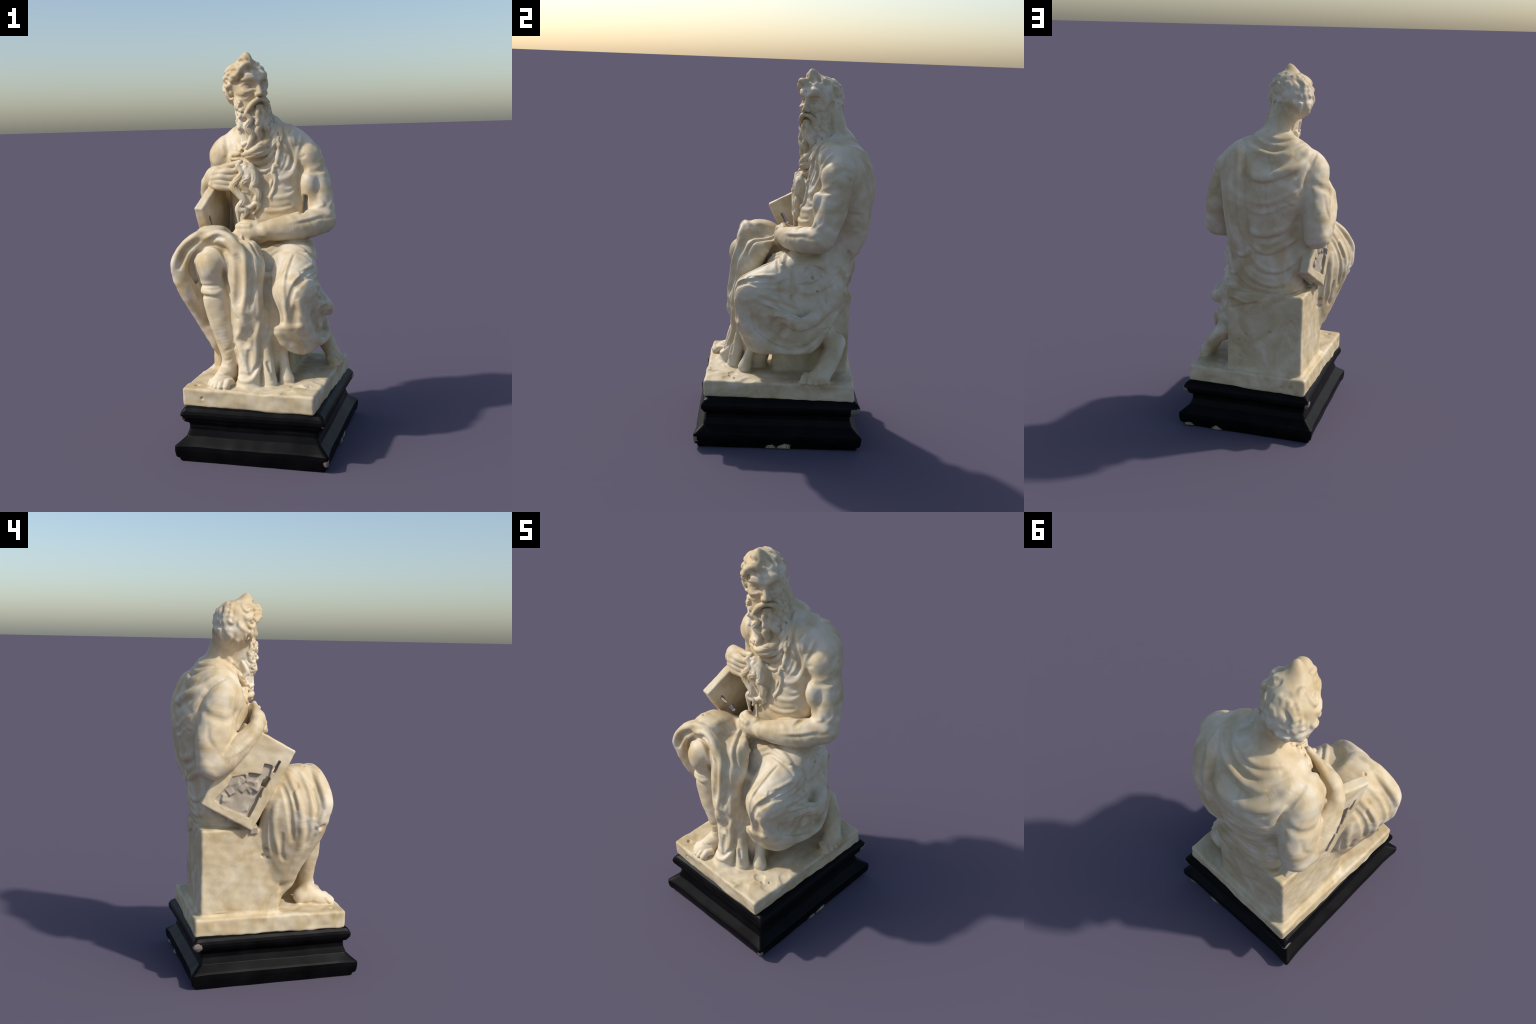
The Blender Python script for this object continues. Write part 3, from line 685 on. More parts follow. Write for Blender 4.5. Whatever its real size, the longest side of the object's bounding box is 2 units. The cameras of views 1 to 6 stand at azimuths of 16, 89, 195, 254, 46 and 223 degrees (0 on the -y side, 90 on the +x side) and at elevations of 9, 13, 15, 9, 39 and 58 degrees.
hood_fold(.010, -.012, (-0.131, -0.273, 0.936), (-0.129, -0.249, 0.874), (-0.1, -0.272, 0.805))
hood_fold(.008, -.007, (-0.087, -0.07, 1.063), (-0.003, -0.194, 1.035), (0.044, -0.221, 0.971), (0.056, -0.197, 0.904))
hood_fold(.009, .008, (-0.114, -0.057, 1.085), (-0.018, -0.203, 1.042), (0.031, -0.24, 0.974))
hood_fold(.010, -.008, (-0.008, -0.244, 1.002), (0.025, -0.285, 0.907), (0.019, -0.295, 0.813), (0.011, -0.315, 0.731))
hood_fold(.012, .010, (0.043, -0.274, 0.837), (0.043, -0.282, 0.759), (0.049, -0.288, 0.703))
hood_fold(.024, -.022, (0, -0.322, 0.704), (0.017, -0.316, 0.657), (-0, -0.309, 0.609))
hood_fold(.012, .012, (0.052, -0.279, 0.69), (0.038, -0.288, 0.622), (0.026, -0.286, 0.523), (0.026, -0.316, 0.444))
hood_fold(.012, .012, (-0.055, -0.314, 0.688), (-0.042, -0.315, 0.637), (-0.075, -0.28, 0.581), (-0.048, -0.297, 0.522), (-0.025, -0.321, 0.46))
hood_fold(.018, -.016, (-0.032, -0.303, 0.588), (-0.021, -0.304, 0.566))
hood_fold(.010, -.010, (-0.004, -0.303, 0.537), (-0.002, -0.317, 0.472), (0.012, -0.333, 0.419))
hood_fold(.009, .012, (-0.061, -0.316, 0.401), (-0.026, -0.345, 0.388), (0.019, -0.339, 0.398), (0.038, -0.298, 0.439), (0.05, -0.273, 0.491))
hood_fold(.008, -.010, (-0.042, -0.327, 0.42), (-0.004, -0.338, 0.414), (0.021, -0.322, 0.433), (0.032, -0.291, 0.483))
hood_fold(.010, -.008, (0.053, -0.178, 0.877), (0.068, -0.2, 0.766), (0.086, -0.234, 0.658), (0.068, -0.265, 0.56))
hood_fold(.008, .008, (0.061, -0.279, 0.476), (0.083, -0.291, 0.428), (0.101, -0.297, 0.39))
hood_fold(.008, -.008, (0.081, -0.28, 0.477), (0.095, -0.292, 0.423))

# leg relief
leg_relief(.009, .008, (-0.302, -0.231, 1.002), (-0.261, -0.231, 1.028), (-0.207, -0.249, 1.032), (-0.154, -0.265, 1.009), (-0.132, -0.267, 0.958), (-0.13, -0.257, 0.916))
leg_relief(.013, .012, (-0.289, -0.218, 0.818), (-0.226, -0.286, 0.814), (-0.176, -0.292, 0.812), (-0.136, -0.258, 0.824))
leg_relief(.007, -.007, (-0.286, -0.216, 0.841), (-0.211, -0.29, 0.849), (-0.142, -0.264, 0.854))
leg_relief(.008, -.006, (-0.293, -0.212, 0.784), (-0.214, -0.289, 0.799), (-0.147, -0.274, 0.804))
leg_relief(.020, .008, (-0.236, -0.279, 0.785), (-0.215, -0.279, 0.698), (-0.168, -0.286, 0.602))
leg_relief(.008, -.004, (-0.141, -0.285, 0.514), (-0.102, -0.273, 0.537), (-0.08, -0.267, 0.551))
leg_relief(.008, -.004, (-0.145, -0.278, 0.465), (-0.102, -0.279, 0.479))
leg_relief(.006, -.008, (-0.165, -0.332, 0.418), (-0.123, -0.334, 0.412), (-0.095, -0.275, 0.396))

# hair curls
hair_curl(.012, .014, (-0.105, 0.033, 1.929), (-0.082, 0.039, 1.941), (-0.062, 0.051, 1.938), (-0.052, 0.064, 1.918), (-0.052, 0.07, 1.903))
hair_curl(.014, -.014, (-0.086, 0.04, 1.906), (-0.069, 0.047, 1.913), (-0.061, 0.056, 1.903))
hair_curl(.010, .012, (-0.198, 0.11, 1.902), (-0.186, 0.118, 1.925), (-0.158, 0.099, 1.936), (-0.121, 0.039, 1.92), (-0.114, 0.033, 1.899), (-0.137, 0.045, 1.883), (-0.162, 0.062, 1.89))
hair_curl(.010, -.012, (-0.171, 0.094, 1.915), (-0.137, 0.038, 1.906))
hair_curl(.010, .010, (-0.171, 0.063, 1.872), (-0.146, 0.047, 1.881), (-0.118, 0.044, 1.877))
hair_curl(.010, .010, (-0.17, 0.068, 1.857), (-0.147, 0.057, 1.866), (-0.121, 0.05, 1.867))
hair_curl(.010, -.010, (-0.108, 0.032, 1.909), (-0.11, 0.044, 1.884), (-0.123, 0.057, 1.86), (-0.135, 0.068, 1.84))
hair_curl(.010, .010, (-0.148, 0.094, 1.945), (-0.128, 0.086, 1.962), (-0.104, 0.077, 1.968), (-0.084, 0.075, 1.956))
hair_curl(.008, -.010, (-0.146, 0.099, 1.953), (-0.112, 0.077, 1.96))
hair_curl(.010, .009, (-0.232, 0.141, 1.879), (-0.207, 0.105, 1.855), (-0.179, 0.086, 1.835))
hair_curl(.008, -.008, (-0.201, 0.099, 1.881), (-0.187, 0.087, 1.859), (-0.177, 0.081, 1.842))
hair_curl(.014, -.016, (-0.053, 0.076, 1.936), (-0.049, 0.099, 1.942), (-0.037, 0.107, 1.93))
hair_curl(.012, .012, (-0.077, 0.089, 1.979), (-0.066, 0.097, 1.959), (-0.052, 0.109, 1.947), (-0.042, 0.129, 1.935), (-0.02, 0.129, 1.917))
hair_curl(.009, -.009, (-0.07, 0.128, 1.967), (-0.058, 0.142, 1.946), (-0.029, 0.132, 1.928))
hair_curl(.010, .009, (-0.079, 0.137, 1.972), (-0.063, 0.153, 1.954), (-0.039, 0.156, 1.93), (-0.011, 0.143, 1.905))
hair_curl(.010, -.012, (-0.084, 0.192, 1.959), (-0.059, 0.19, 1.952), (-0.058, 0.206, 1.932))
hair_curl(.009, -.008, (-0.04, 0.177, 1.934), (-0.022, 0.172, 1.916), (-0.01, 0.166, 1.887))
hair_curl(.010, .009, (-0.054, 0.211, 1.924), (-0.036, 0.21, 1.904), (-0.011, 0.187, 1.884))
hair_curl(.011, .013, (-0.171, 0.143, 1.952), (-0.207, 0.155, 1.926), (-0.222, 0.143, 1.906), (-0.202, 0.117, 1.914), (-0.148, 0.08, 1.917), (-0.153, 0.068, 1.902))
hair_curl(.011, .012, (-0.231, 0.156, 1.893), (-0.231, 0.14, 1.873), (-0.213, 0.111, 1.884), (-0.171, 0.087, 1.901))
hair_curl(.009, -.012, (-0.22, 0.161, 1.915), (-0.225, 0.149, 1.895), (-0.219, 0.129, 1.894), (-0.195, 0.107, 1.907), (-0.159, 0.083, 1.911))
hair_curl(.010, .012, (-0.226, 0.13, 1.866), (-0.207, 0.107, 1.877), (-0.183, 0.081, 1.86), (-0.183, 0.086, 1.837), (-0.217, 0.117, 1.826), (-0.23, 0.136, 1.841))
hair_curl(.007, -.010, (-0.225, 0.125, 1.859), (-0.201, 0.102, 1.864), (-0.196, 0.093, 1.852), (-0.207, 0.106, 1.839), (-0.22, 0.12, 1.846))
hair_curl(.010, -.012, (-0.243, 0.158, 1.86), (-0.238, 0.146, 1.84), (-0.219, 0.125, 1.821), (-0.213, 0.105, 1.822))
hair_curl(.010, .010, (-0.244, 0.19, 1.852), (-0.244, 0.179, 1.832), (-0.237, 0.153, 1.813), (-0.225, 0.131, 1.808))
hair_curl(.010, -.014, (-0.237, 0.224, 1.821), (-0.243, 0.205, 1.834), (-0.244, 0.192, 1.857))
hair_curl(.011, .010, (-0.232, 0.233, 1.856), (-0.243, 0.215, 1.846), (-0.243, 0.2, 1.859))
hair_curl(.011, .010, (-0.196, 0.21, 1.942), (-0.194, 0.225, 1.931), (-0.213, 0.237, 1.911), (-0.224, 0.224, 1.901))
hair_curl(.009, -.009, (-0.224, 0.211, 1.906), (-0.232, 0.216, 1.888))
hair_curl(.010, -.012, (-0.163, 0.254, 1.927), (-0.197, 0.254, 1.906), (-0.195, 0.266, 1.881))
hair_curl(.010, .010, (-0.183, 0.246, 1.926), (-0.211, 0.242, 1.906), (-0.214, 0.25, 1.886))
hair_curl(.010, -.010, (-0.184, 0.281, 1.84), (-0.207, 0.268, 1.831), (-0.214, 0.26, 1.851))
hair_curl(.011, .010, (-0.183, 0.278, 1.818), (-0.201, 0.269, 1.806), (-0.18, 0.272, 1.783))
hair_curl(.010, -.010, (-0.208, 0.26, 1.806), (-0.213, 0.251, 1.784), (-0.201, 0.253, 1.766))
hair_curl(.012, .010, (-0.225, 0.236, 1.791), (-0.23, 0.221, 1.777), (-0.207, 0.226, 1.754))
hair_curl(.009, -.010, (-0.195, 0.222, 1.739), (-0.225, 0.21, 1.767), (-0.237, 0.2, 1.792))
hair_curl(.010, .010, (-0.217, 0.202, 1.752), (-0.225, 0.188, 1.757), (-0.189, 0.179, 1.734), (-0.17, 0.187, 1.724))
hair_curl(.009, -.010, (-0.213, 0.172, 1.752), (-0.159, 0.16, 1.732))
hair_curl(.010, .009, (-0.231, 0.149, 1.798), (-0.207, 0.137, 1.773), (-0.165, 0.135, 1.747))
hair_curl(.009, -.010, (-0.226, 0.134, 1.808), (-0.212, 0.13, 1.781), (-0.17, 0.129, 1.753))
hair_curl(.010, .009, (-0.212, 0.109, 1.809), (-0.2, 0.111, 1.779), (-0.164, 0.111, 1.753))
hair_curl(.009, .009, (-0.062, 0.242, 1.884), (-0.079, 0.26, 1.873), (-0.1, 0.27, 1.882), (-0.101, 0.265, 1.897))
hair_curl(.009, .009, (-0.108, 0.271, 1.888), (-0.12, 0.282, 1.869), (-0.106, 0.277, 1.85))
hair_curl(.009, .009, (-0.128, 0.281, 1.864), (-0.123, 0.282, 1.849), (-0.113, 0.282, 1.843))
hair_curl(.009, -.009, (-0.065, 0.218, 1.924), (-0.091, 0.252, 1.917), (-0.103, 0.235, 1.937))
hair_curl(.009, .008, (-0.074, 0.229, 1.923), (-0.074, 0.247, 1.901), (-0.062, 0.242, 1.884))
hair_curl(.009, .009, (-0.117, 0.265, 1.908), (-0.133, 0.265, 1.914), (-0.143, 0.272, 1.902), (-0.134, 0.278, 1.895))
hair_curl(.008, -.008, (-0.102, 0.259, 1.907), (-0.125, 0.275, 1.894))
hair_curl(.010, .008, (-0.041, 0.217, 1.897), (-0.059, 0.248, 1.874), (-0.05, 0.235, 1.858))
hair_curl(.010, -.009, (-0.066, 0.254, 1.859), (-0.081, 0.265, 1.851), (-0.094, 0.272, 1.836))
hair_curl(.009, .008, (-0.094, 0.271, 1.826), (-0.076, 0.265, 1.807), (-0.067, 0.269, 1.783))
hair_curl(.009, -.008, (-0.106, 0.277, 1.822), (-0.091, 0.278, 1.801), (-0.087, 0.282, 1.772))
hair_curl(.010, .009, (-0.13, 0.286, 1.824), (-0.119, 0.282, 1.795), (-0.125, 0.282, 1.772))
hair_curl(.009, -.008, (-0.147, 0.287, 1.824), (-0.136, 0.284, 1.795), (-0.14, 0.278, 1.767))
hair_curl(.010, .009, (-0.163, 0.289, 1.825), (-0.168, 0.283, 1.805), (-0.183, 0.28, 1.81))
hair_curl(.010, -.010, (-0.167, 0.283, 1.835), (-0.183, 0.282, 1.831), (-0.192, 0.277, 1.844))
hair_curl(.010, .009, (-0.196, 0.271, 1.836), (-0.213, 0.265, 1.841), (-0.22, 0.254, 1.858))
hair_curl(.009, -.009, (-0.172, 0.278, 1.792), (-0.159, 0.277, 1.773), (-0.148, 0.273, 1.751))
hair_curl(.010, .008, (-0.187, 0.275, 1.792), (-0.19, 0.262, 1.771), (-0.174, 0.259, 1.751))
hair_curl(.009, -.010, (-0.226, 0.242, 1.817), (-0.24, 0.224, 1.842), (-0.239, 0.211, 1.864))
hair_curl(.009, -.009, (-0.189, 0.271, 1.881), (-0.198, 0.266, 1.871), (-0.174, 0.276, 1.876))
hair_curl(.009, .008, (-0.208, 0.244, 1.911), (-0.208, 0.253, 1.891), (-0.212, 0.258, 1.876))
hair_curl(.009, .008, (-0.225, 0.217, 1.91), (-0.23, 0.223, 1.89), (-0.228, 0.235, 1.875))
hair_curl(.009, -.008, (-0.215, 0.23, 1.91), (-0.22, 0.236, 1.888))
hair_curl(.009, -.010, (-0.035, 0.23, 1.862), (-0.046, 0.248, 1.848), (-0.043, 0.265, 1.833))
hair_curl(.010, -.012, (-0.069, 0.211, 1.936), (-0.084, 0.201, 1.953), (-0.089, 0.18, 1.96))
hair_curl(.010, -.008, (-0.129, 0.223, 1.954), (-0.14, 0.209, 1.953), (-0.154, 0.203, 1.953))
hair_curl(.009, .008, (-0.13, 0.231, 1.947), (-0.147, 0.23, 1.947), (-0.149, 0.242, 1.936))
hair_curl(.009, .008, (-0.153, 0.224, 1.947), (-0.172, 0.225, 1.947), (-0.176, 0.236, 1.936))
hair_curl(.009, -.008, (-0.184, 0.218, 1.941), (-0.197, 0.223, 1.936), (-0.198, 0.231, 1.923))
hair_curl(.009, .008, (-0.195, 0.212, 1.938), (-0.208, 0.215, 1.927), (-0.208, 0.225, 1.918))
hair_curl(.009, -.008, (-0.166, 0.1, 1.926), (-0.184, 0.113, 1.926), (-0.204, 0.143, 1.929))
hair_curl(.009, .009, (-0.178, 0.096, 1.911), (-0.195, 0.101, 1.895), (-0.223, 0.143, 1.905))
hair_curl(.008, -.009, (-0.178, 0.074, 1.876), (-0.206, 0.106, 1.887))
hair_curl(.009, .008, (-0.169, 0.147, 1.952), (-0.167, 0.165, 1.953), (-0.175, 0.18, 1.953))
hair_curl(.010, .010, (-0.017, 0.201, 1.869), (-0.03, 0.207, 1.896), (-0.046, 0.197, 1.919))
hair_curl(.010, .010, (-0.065, 0.229, 1.917), (-0.065, 0.244, 1.89), (-0.09, 0.267, 1.874), (-0.119, 0.277, 1.89))
hair_curl(.009, -.009, (-0.041, 0.205, 1.906), (-0.023, 0.213, 1.88), (-0.035, 0.229, 1.867))
hair_curl(.010, .009, (-0.112, 0.261, 1.917), (-0.125, 0.275, 1.897))
hair_curl(.010, .010, (-0.047, 0.229, 1.89), (-0.059, 0.245, 1.866), (-0.088, 0.271, 1.849))
hair_curl(.009, -.009, (-0.028, 0.223, 1.864), (-0.034, 0.244, 1.848), (-0.088, 0.271, 1.844))
hair_curl(.009, .008, (-0.04, 0.262, 1.832), (-0.107, 0.284, 1.808), (-0.07, 0.27, 1.787))
hair_curl(.009, -.010, (-0.035, 0.253, 1.838), (-0.043, 0.26, 1.81), (-0.04, 0.253, 1.783))
hair_curl(.009, .008, (-0.011, 0.195, 1.847), (-0.017, 0.19, 1.814), (-0.029, 0.198, 1.784))
hair_curl(.010, -.008, (-0.011, 0.17, 1.9), (-0.012, 0.154, 1.884), (0.001, 0.165, 1.863), (0.001, 0.177, 1.847))

# face relief
face_relief(.010, -.008, (-0.174, 0.099, 1.781), (-0.144, 0.074, 1.776), (-0.116, 0.053, 1.77), (-0.094, 0.051, 1.774), (-0.072, 0.052, 1.786))
face_relief(.008, -.006, (-0.051, 0.063, 1.785), (-0.056, 0.069, 1.768), (-0.071, 0.064, 1.753))
face_relief(.006, .005, (-0.112, 0.051, 1.808), (-0.091, 0.046, 1.797), (-0.07, 0.057, 1.799), (-0.055, 0.063, 1.806))
face_relief(.006, .005, (-0.115, 0.057, 1.831), (-0.093, 0.056, 1.843), (-0.07, 0.069, 1.84))
face_relief(.006, .004, (-0.015, 0.078, 1.822), (-0.018, 0.114, 1.81), (-0.01, 0.136, 1.817))
face_relief(.009, -.006, (-0.012, 0.104, 1.794), (-0.005, 0.124, 1.789), (0.001, 0.139, 1.796))
face_relief(.006, -.004, (-0.04, 0.075, 1.894), (-0.034, 0.072, 1.872))
face_relief(.014, -.010, (-0.029, 0.214, 1.766), (-0.016, 0.213, 1.728), (-0.013, 0.216, 1.687), (0.007, 0.221, 1.648))
face_relief(.009, -.008, (-0.001, 0.137, 1.781), (-0.005, 0.16, 1.771), (-0.022, 0.183, 1.781))
face_relief(.012, -.012, (-0.185, 0.099, 1.781), (-0.193, 0.147, 1.751))
face_relief(.010, .008, (-0.159, 0.241, 1.709), (-0.136, 0.205, 1.665), (-0.134, 0.157, 1.629))
face_relief(.010, -.008, (-0.183, 0.2, 1.615), (-0.14, 0.151, 1.651), (-0.151, 0.116, 1.667))

# pits
pit(.013, (-0.266, -0.349, 0.357))
pit(.014, (0.258, -0.288, 0.358))
pit(.010, (0.287, -0.264, 0.351))
pit(.012, (0.088, 0.36, 0.524))
pit(.008, (0.049, 0.359, 0.565))
pit(.008, (0.079, 0.361, 0.435))
pit(.008, (-0.087, 0.361, 0.594))
pit(.012, (-0.171, 0.398, 0.299))
pit(.014, (-0.227, 0.401, 0.3))
pit(.008, (-0.288, 0.025, 0.704))
pit(.008, (-0.28, 0.02, 0.659))
pit(.008, (0.085, 0.374, 1.001))
pit(.008, (-0.154, 0.351, 0.926))
pit(.009, (0.265, 0.022, 0.811))
pit(.009, (0.239, 0.217, 0.789))
pit(.013, (0.169, 0.311, 0.848))
pit(.010, (0.239, 0.136, 0.914))
pit(.010, (0.22, 0.184, 0.916))
pit(.010, (-0.285, 0.03, 0.703))
pit(.009, (-0.286, 0.018, 0.657))
pit(.009, (-0.274, 0.047, 0.667))
pit(.012, (0.146, 0.332, 1.038))
pit(.008, (0.236, 0.163, 0.842))
pit(.010, (-0.267, -0.164, 1.127))
pit(.007, (-0.222, -0.409, 0.31))

_locks = []

def lock(r, on_surface, *pts, strands=4):
    """A tapering lock of hair with strand grooves running along it."""
    name = 'beard_lock#%d' % len(_locks)
    _locks.append(name)
    C = spline(pts, 8)
    if on_surface:
        C = clay.settle(C)
        N = clay.gradient(C, 0.012)
        C = C + N * r * 0.15
    else:
        N = np.tile(vec(0.25, -0.95, 0.1), (len(C), 1))
    t = np.linspace(0, 1, len(C))
    rad = r * (0.75 + 0.5 * np.sin(np.pi * np.clip(t * 1.1, 0, 1))) * np.where(t > 0.8, 1 - (t - 0.8) * 2.2, 1)
    d = clay.polyline_distance(C, rad, 0.02)
    clay.put(d[0], d[1], 0.006, name, False)
    T = np.gradient(C, axis=0)
    T /= np.linalg.norm(T, axis=1, keepdims=True) + 1e-9
    S = np.cross(T, N)
    S /= np.linalg.norm(S, axis=1, keepdims=True) + 1e-9
    for j in range(strands):
        th = np.radians(-50 + 100 * j / max(strands - 1, 1)) + 0.9 * np.sin(t * 7 + r * 900)
        G = C + rad[:, None] * (np.cos(th)[:, None] * N + np.sin(th)[:, None] * S)
        clay.stroke(G[::2], 0.0042, -0.0042, n=2, settle=False)

# mass behind the hanging beard ends
clay.ball((-0.085, 0.080, 1.30), (0.052, 0.036, 0.14), 'beard', k=0.02)

# beard locks: radius, whether it lies on the surface or hangs free, centre line
lock(.016, True, (-0.135, 0.081, 1.631))
lock(.012, True, (-0.109, 0.063, 1.681), (-0.126, 0.075, 1.651), (-0.113, 0.068, 1.619), (-0.128, 0.081, 1.588))
lock(.017, True, (-0.091, 0.057, 1.688), (-0.071, 0.069, 1.657), (-0.089, 0.064, 1.618), (-0.065, 0.07, 1.582), (-0.074, 0.07, 1.547), (-0.096, 0.07, 1.512))
lock(.018, True, (-0.045, 0.08, 1.66), (-0.033, 0.092, 1.628), (-0.041, 0.081, 1.597), (-0.029, 0.086, 1.562), (-0.041, 0.081, 1.527))
lock(.018, True, (-0.021, 0.1, 1.694), (-0.004, 0.126, 1.663), (-0.013, 0.111, 1.628), (-0.001, 0.124, 1.596), (-0.009, 0.117, 1.561), (-0.017, 0.098, 1.534))
lock(.022, True, (0.008, 0.155, 1.623), (0.025, 0.147, 1.587), (0.011, 0.135, 1.56), (-0.017, 0.098, 1.53), (-0.057, 0.076, 1.5), (-0.13, 0.11, 1.476))
lock(.021, True, (0.038, 0.135, 1.563), (0.03, 0.125, 1.524), (-0.004, 0.123, 1.497), (-0.042, 0.082, 1.479), (-0.099, 0.076, 1.465))
lock(.015, True, (0.033, 0.124, 1.5), (0.009, 0.116, 1.457), (-0.021, 0.105, 1.438), (-0.073, 0.098, 1.434), (-0.116, 0.101, 1.442))
lock(.012, True, (0.007, 0.147, 1.67), (0.017, 0.182, 1.627), (0.038, 0.146, 1.591), (0.042, 0.128, 1.551))
lock(.012, True, (0.012, 0.237, 1.659), (0.053, 0.171, 1.614), (0.073, 0.134, 1.562), (0.065, 0.124, 1.515))
lock(.012, True, (0.069, 0.135, 1.562), (0.063, 0.123, 1.508), (0.054, 0.119, 1.468), (0.051, 0.111, 1.429), (0.036, 0.103, 1.39))
lock(.010, True, (0.051, 0.111, 1.429), (0.036, 0.103, 1.39), (0.046, 0.1, 1.35), (0.036, 0.093, 1.307), (0.024, 0.081, 1.26), (0.03, 0.07, 1.237))
lock(.009, True, (0.012, 0.1, 1.375), (0.03, 0.099, 1.343), (0.02, 0.093, 1.303), (0.018, 0.082, 1.264), (0.023, 0.075, 1.241))
lock(.010, True, (-0.09, 0.099, 1.42), (-0.045, 0.098, 1.395), (-0.004, 0.099, 1.389), (0.028, 0.104, 1.414))
lock(.013, True, (-0.097, 0.068, 1.536), (-0.142, 0.135, 1.511), (-0.149, 0.118, 1.484), (-0.184, 0.129, 1.476), (-0.193, 0.129, 1.456), (-0.152, 0.111, 1.452))
lock(.018, False, (-0.142, 0.046, 1.419), (-0.12, 0.046, 1.387), (-0.135, 0.046, 1.356), (-0.164, 0.046, 1.316), (-0.138, 0.046, 1.276), (-0.114, 0.046, 1.244), (-0.142, 0.046, 1.204), (-0.146, 0.046, 1.164), (-0.143, 0.046, 1.119))
lock(.019, False, (-0.102, 0.051, 1.407), (-0.085, 0.051, 1.367), (-0.117, 0.051, 1.327), (-0.097, 0.051, 1.295), (-0.065, 0.051, 1.275))
lock(.018, False, (-0.082, 0.053, 1.398), (-0.056, 0.053, 1.378), (-0.053, 0.053, 1.339), (-0.064, 0.053, 1.307), (-0.04, 0.053, 1.275), (-0.047, 0.053, 1.239), (-0.036, 0.053, 1.207), (-0.064, 0.053, 1.171))
lock(.016, False, (-0.119, 0.05, 1.24), (-0.135, 0.05, 1.203), (-0.106, 0.05, 1.183), (-0.118, 0.05, 1.151))
lock(.013, False, (-0.106, 0.046, 1.216), (-0.078, 0.046, 1.206), (-0.058, 0.046, 1.22), (-0.046, 0.046, 1.24))
lock(.017, False, (-0.115, 0.051, 1.391), (-0.104, 0.051, 1.355), (-0.134, 0.051, 1.32), (-0.118, 0.051, 1.287))
lock(.0095, True, (-0.017, 0.128, 1.752), (-0.006, 0.146, 1.726), (0, 0.135, 1.699), (0.006, 0.156, 1.668), (0.006, 0.144, 1.634))
lock(.0095, True, (-0.012, 0.184, 1.747), (-0.012, 0.202, 1.717), (0.001, 0.186, 1.69), (0.001, 0.204, 1.661), (0.019, 0.195, 1.635))
lock(.0095, True, (-0.022, 0.108, 1.729), (-0.005, 0.125, 1.704), (-0.011, 0.116, 1.67), (0.002, 0.13, 1.639))
lock(.0095, True, (-0.002, 0.162, 1.727), (0.007, 0.177, 1.693), (0.007, 0.168, 1.657))
lock(.0095, True, (-0.176, 0.104, 1.77), (-0.166, 0.105, 1.746))
lock(.0095, True, (-0.138, 0.069, 1.758), (-0.12, 0.063, 1.744), (-0.134, 0.069, 1.724), (-0.109, 0.059, 1.707), (-0.096, 0.059, 1.699))
lock(.011, True, (-0.116, 0.062, 1.703), (-0.126, 0.068, 1.68), (-0.112, 0.063, 1.656), (-0.127, 0.076, 1.633))
lock(.0095, True, (-0.046, 0.075, 1.698), (-0.052, 0.076, 1.672), (-0.039, 0.087, 1.651), (-0.046, 0.081, 1.63))
lock(.0095, True, (-0.122, 0.062, 1.746), (-0.129, 0.063, 1.716), (-0.102, 0.056, 1.701))
lock(.0095, True, (-0.01, 0.163, 1.759), (-0.005, 0.184, 1.721), (0.006, 0.162, 1.698), (0.007, 0.189, 1.654))
lock(.0095, True, (-0.011, 0.135, 1.756), (0.001, 0.147, 1.723), (0.001, 0.136, 1.696), (0.007, 0.15, 1.659))
lock(.0095, True, (-0.012, 0.169, 1.76), (-0.007, 0.184, 1.733), (0.002, 0.177, 1.701), (0, 0.195, 1.674))
lock(.0095, True, (-0.029, 0.198, 1.784), (-0.022, 0.206, 1.749), (-0.011, 0.198, 1.717), (-0.01, 0.209, 1.679))
lock(.011, True, (-0.147, 0.138, 1.652), (-0.142, 0.112, 1.607), (-0.128, 0.131, 1.561), (-0.123, 0.098, 1.516), (-0.189, 0.131, 1.476))
lock(.011, True, (-0.153, 0.098, 1.719), (-0.134, 0.076, 1.652), (-0.136, 0.099, 1.592))
lock(.012, True, (-0.148, 0.184, 1.622), (-0.13, 0.148, 1.584), (-0.129, 0.116, 1.547))
lock(.0095, True, (-0.154, 0.08, 1.751), (-0.141, 0.069, 1.725), (-0.141, 0.077, 1.699), (-0.122, 0.063, 1.673), (-0.123, 0.068, 1.644))
lock(.0095, True, (-0.158, 0.1, 1.738), (-0.151, 0.093, 1.704), (-0.147, 0.101, 1.673), (-0.141, 0.089, 1.64))

# moustache, lips and chin tuft
for sgn in (-1, 1):
    clay.tube(hps([(0.006 + 0.003 * sgn, 0.138, -0.080, 0.008), (0.006 + 0.022 * sgn, 0.136, -0.085, 0.013),
                   (0.006 + 0.040 * sgn, 0.124, -0.100, 0.014), (0.006 + 0.052 * sgn, 0.112, -0.122, 0.012),
                   (0.006 + 0.062 * sgn, 0.102, -0.140, 0.006)]), 'beard_lock#moustache%d' % sgn, k=0.008)
clay.ball(hp(0.006, 0.146, -0.106), (0.034, 0.016, 0.011), rot=HR, k=0.008, cut=True)
clay.ball(hp(0.006, 0.126, -0.112), (0.024, 0.013, 0.008), 'head', HR, k=0.004)
for sgn in (-1, 1):
    clay.tube(hps([(0.006 + 0.010 * sgn, 0.126, -0.130, 0.014), (0.006 + 0.016 * sgn, 0.132, -0.150, 0.015),
                   (0.006 + 0.010 * sgn, 0.130, -0.178, 0.013), (0.006 + 0.020 * sgn, 0.122, -0.205, 0.010)]), 'beard_lock#chin%d' % sgn, k=0.008)

# overall unevenness of the worn stone
clay.grain(0.0012, 0.09, seed=4)
clay.grain(0.0022, 0.16, hi=(0.5, 0.5, 0.37), seed=9)

# ------------------------------------------------------------------ materials
def ramp(nt, stops):
    n = nt.nodes.new('ShaderNodeValToRGB')
    e = n.color_ramp.elements
    while len(e) < len(stops):
        e.new(0.5)
    for el, (p, c) in zip(e, stops):
        el.position = p
        el.color = (*c, 1)
    return n

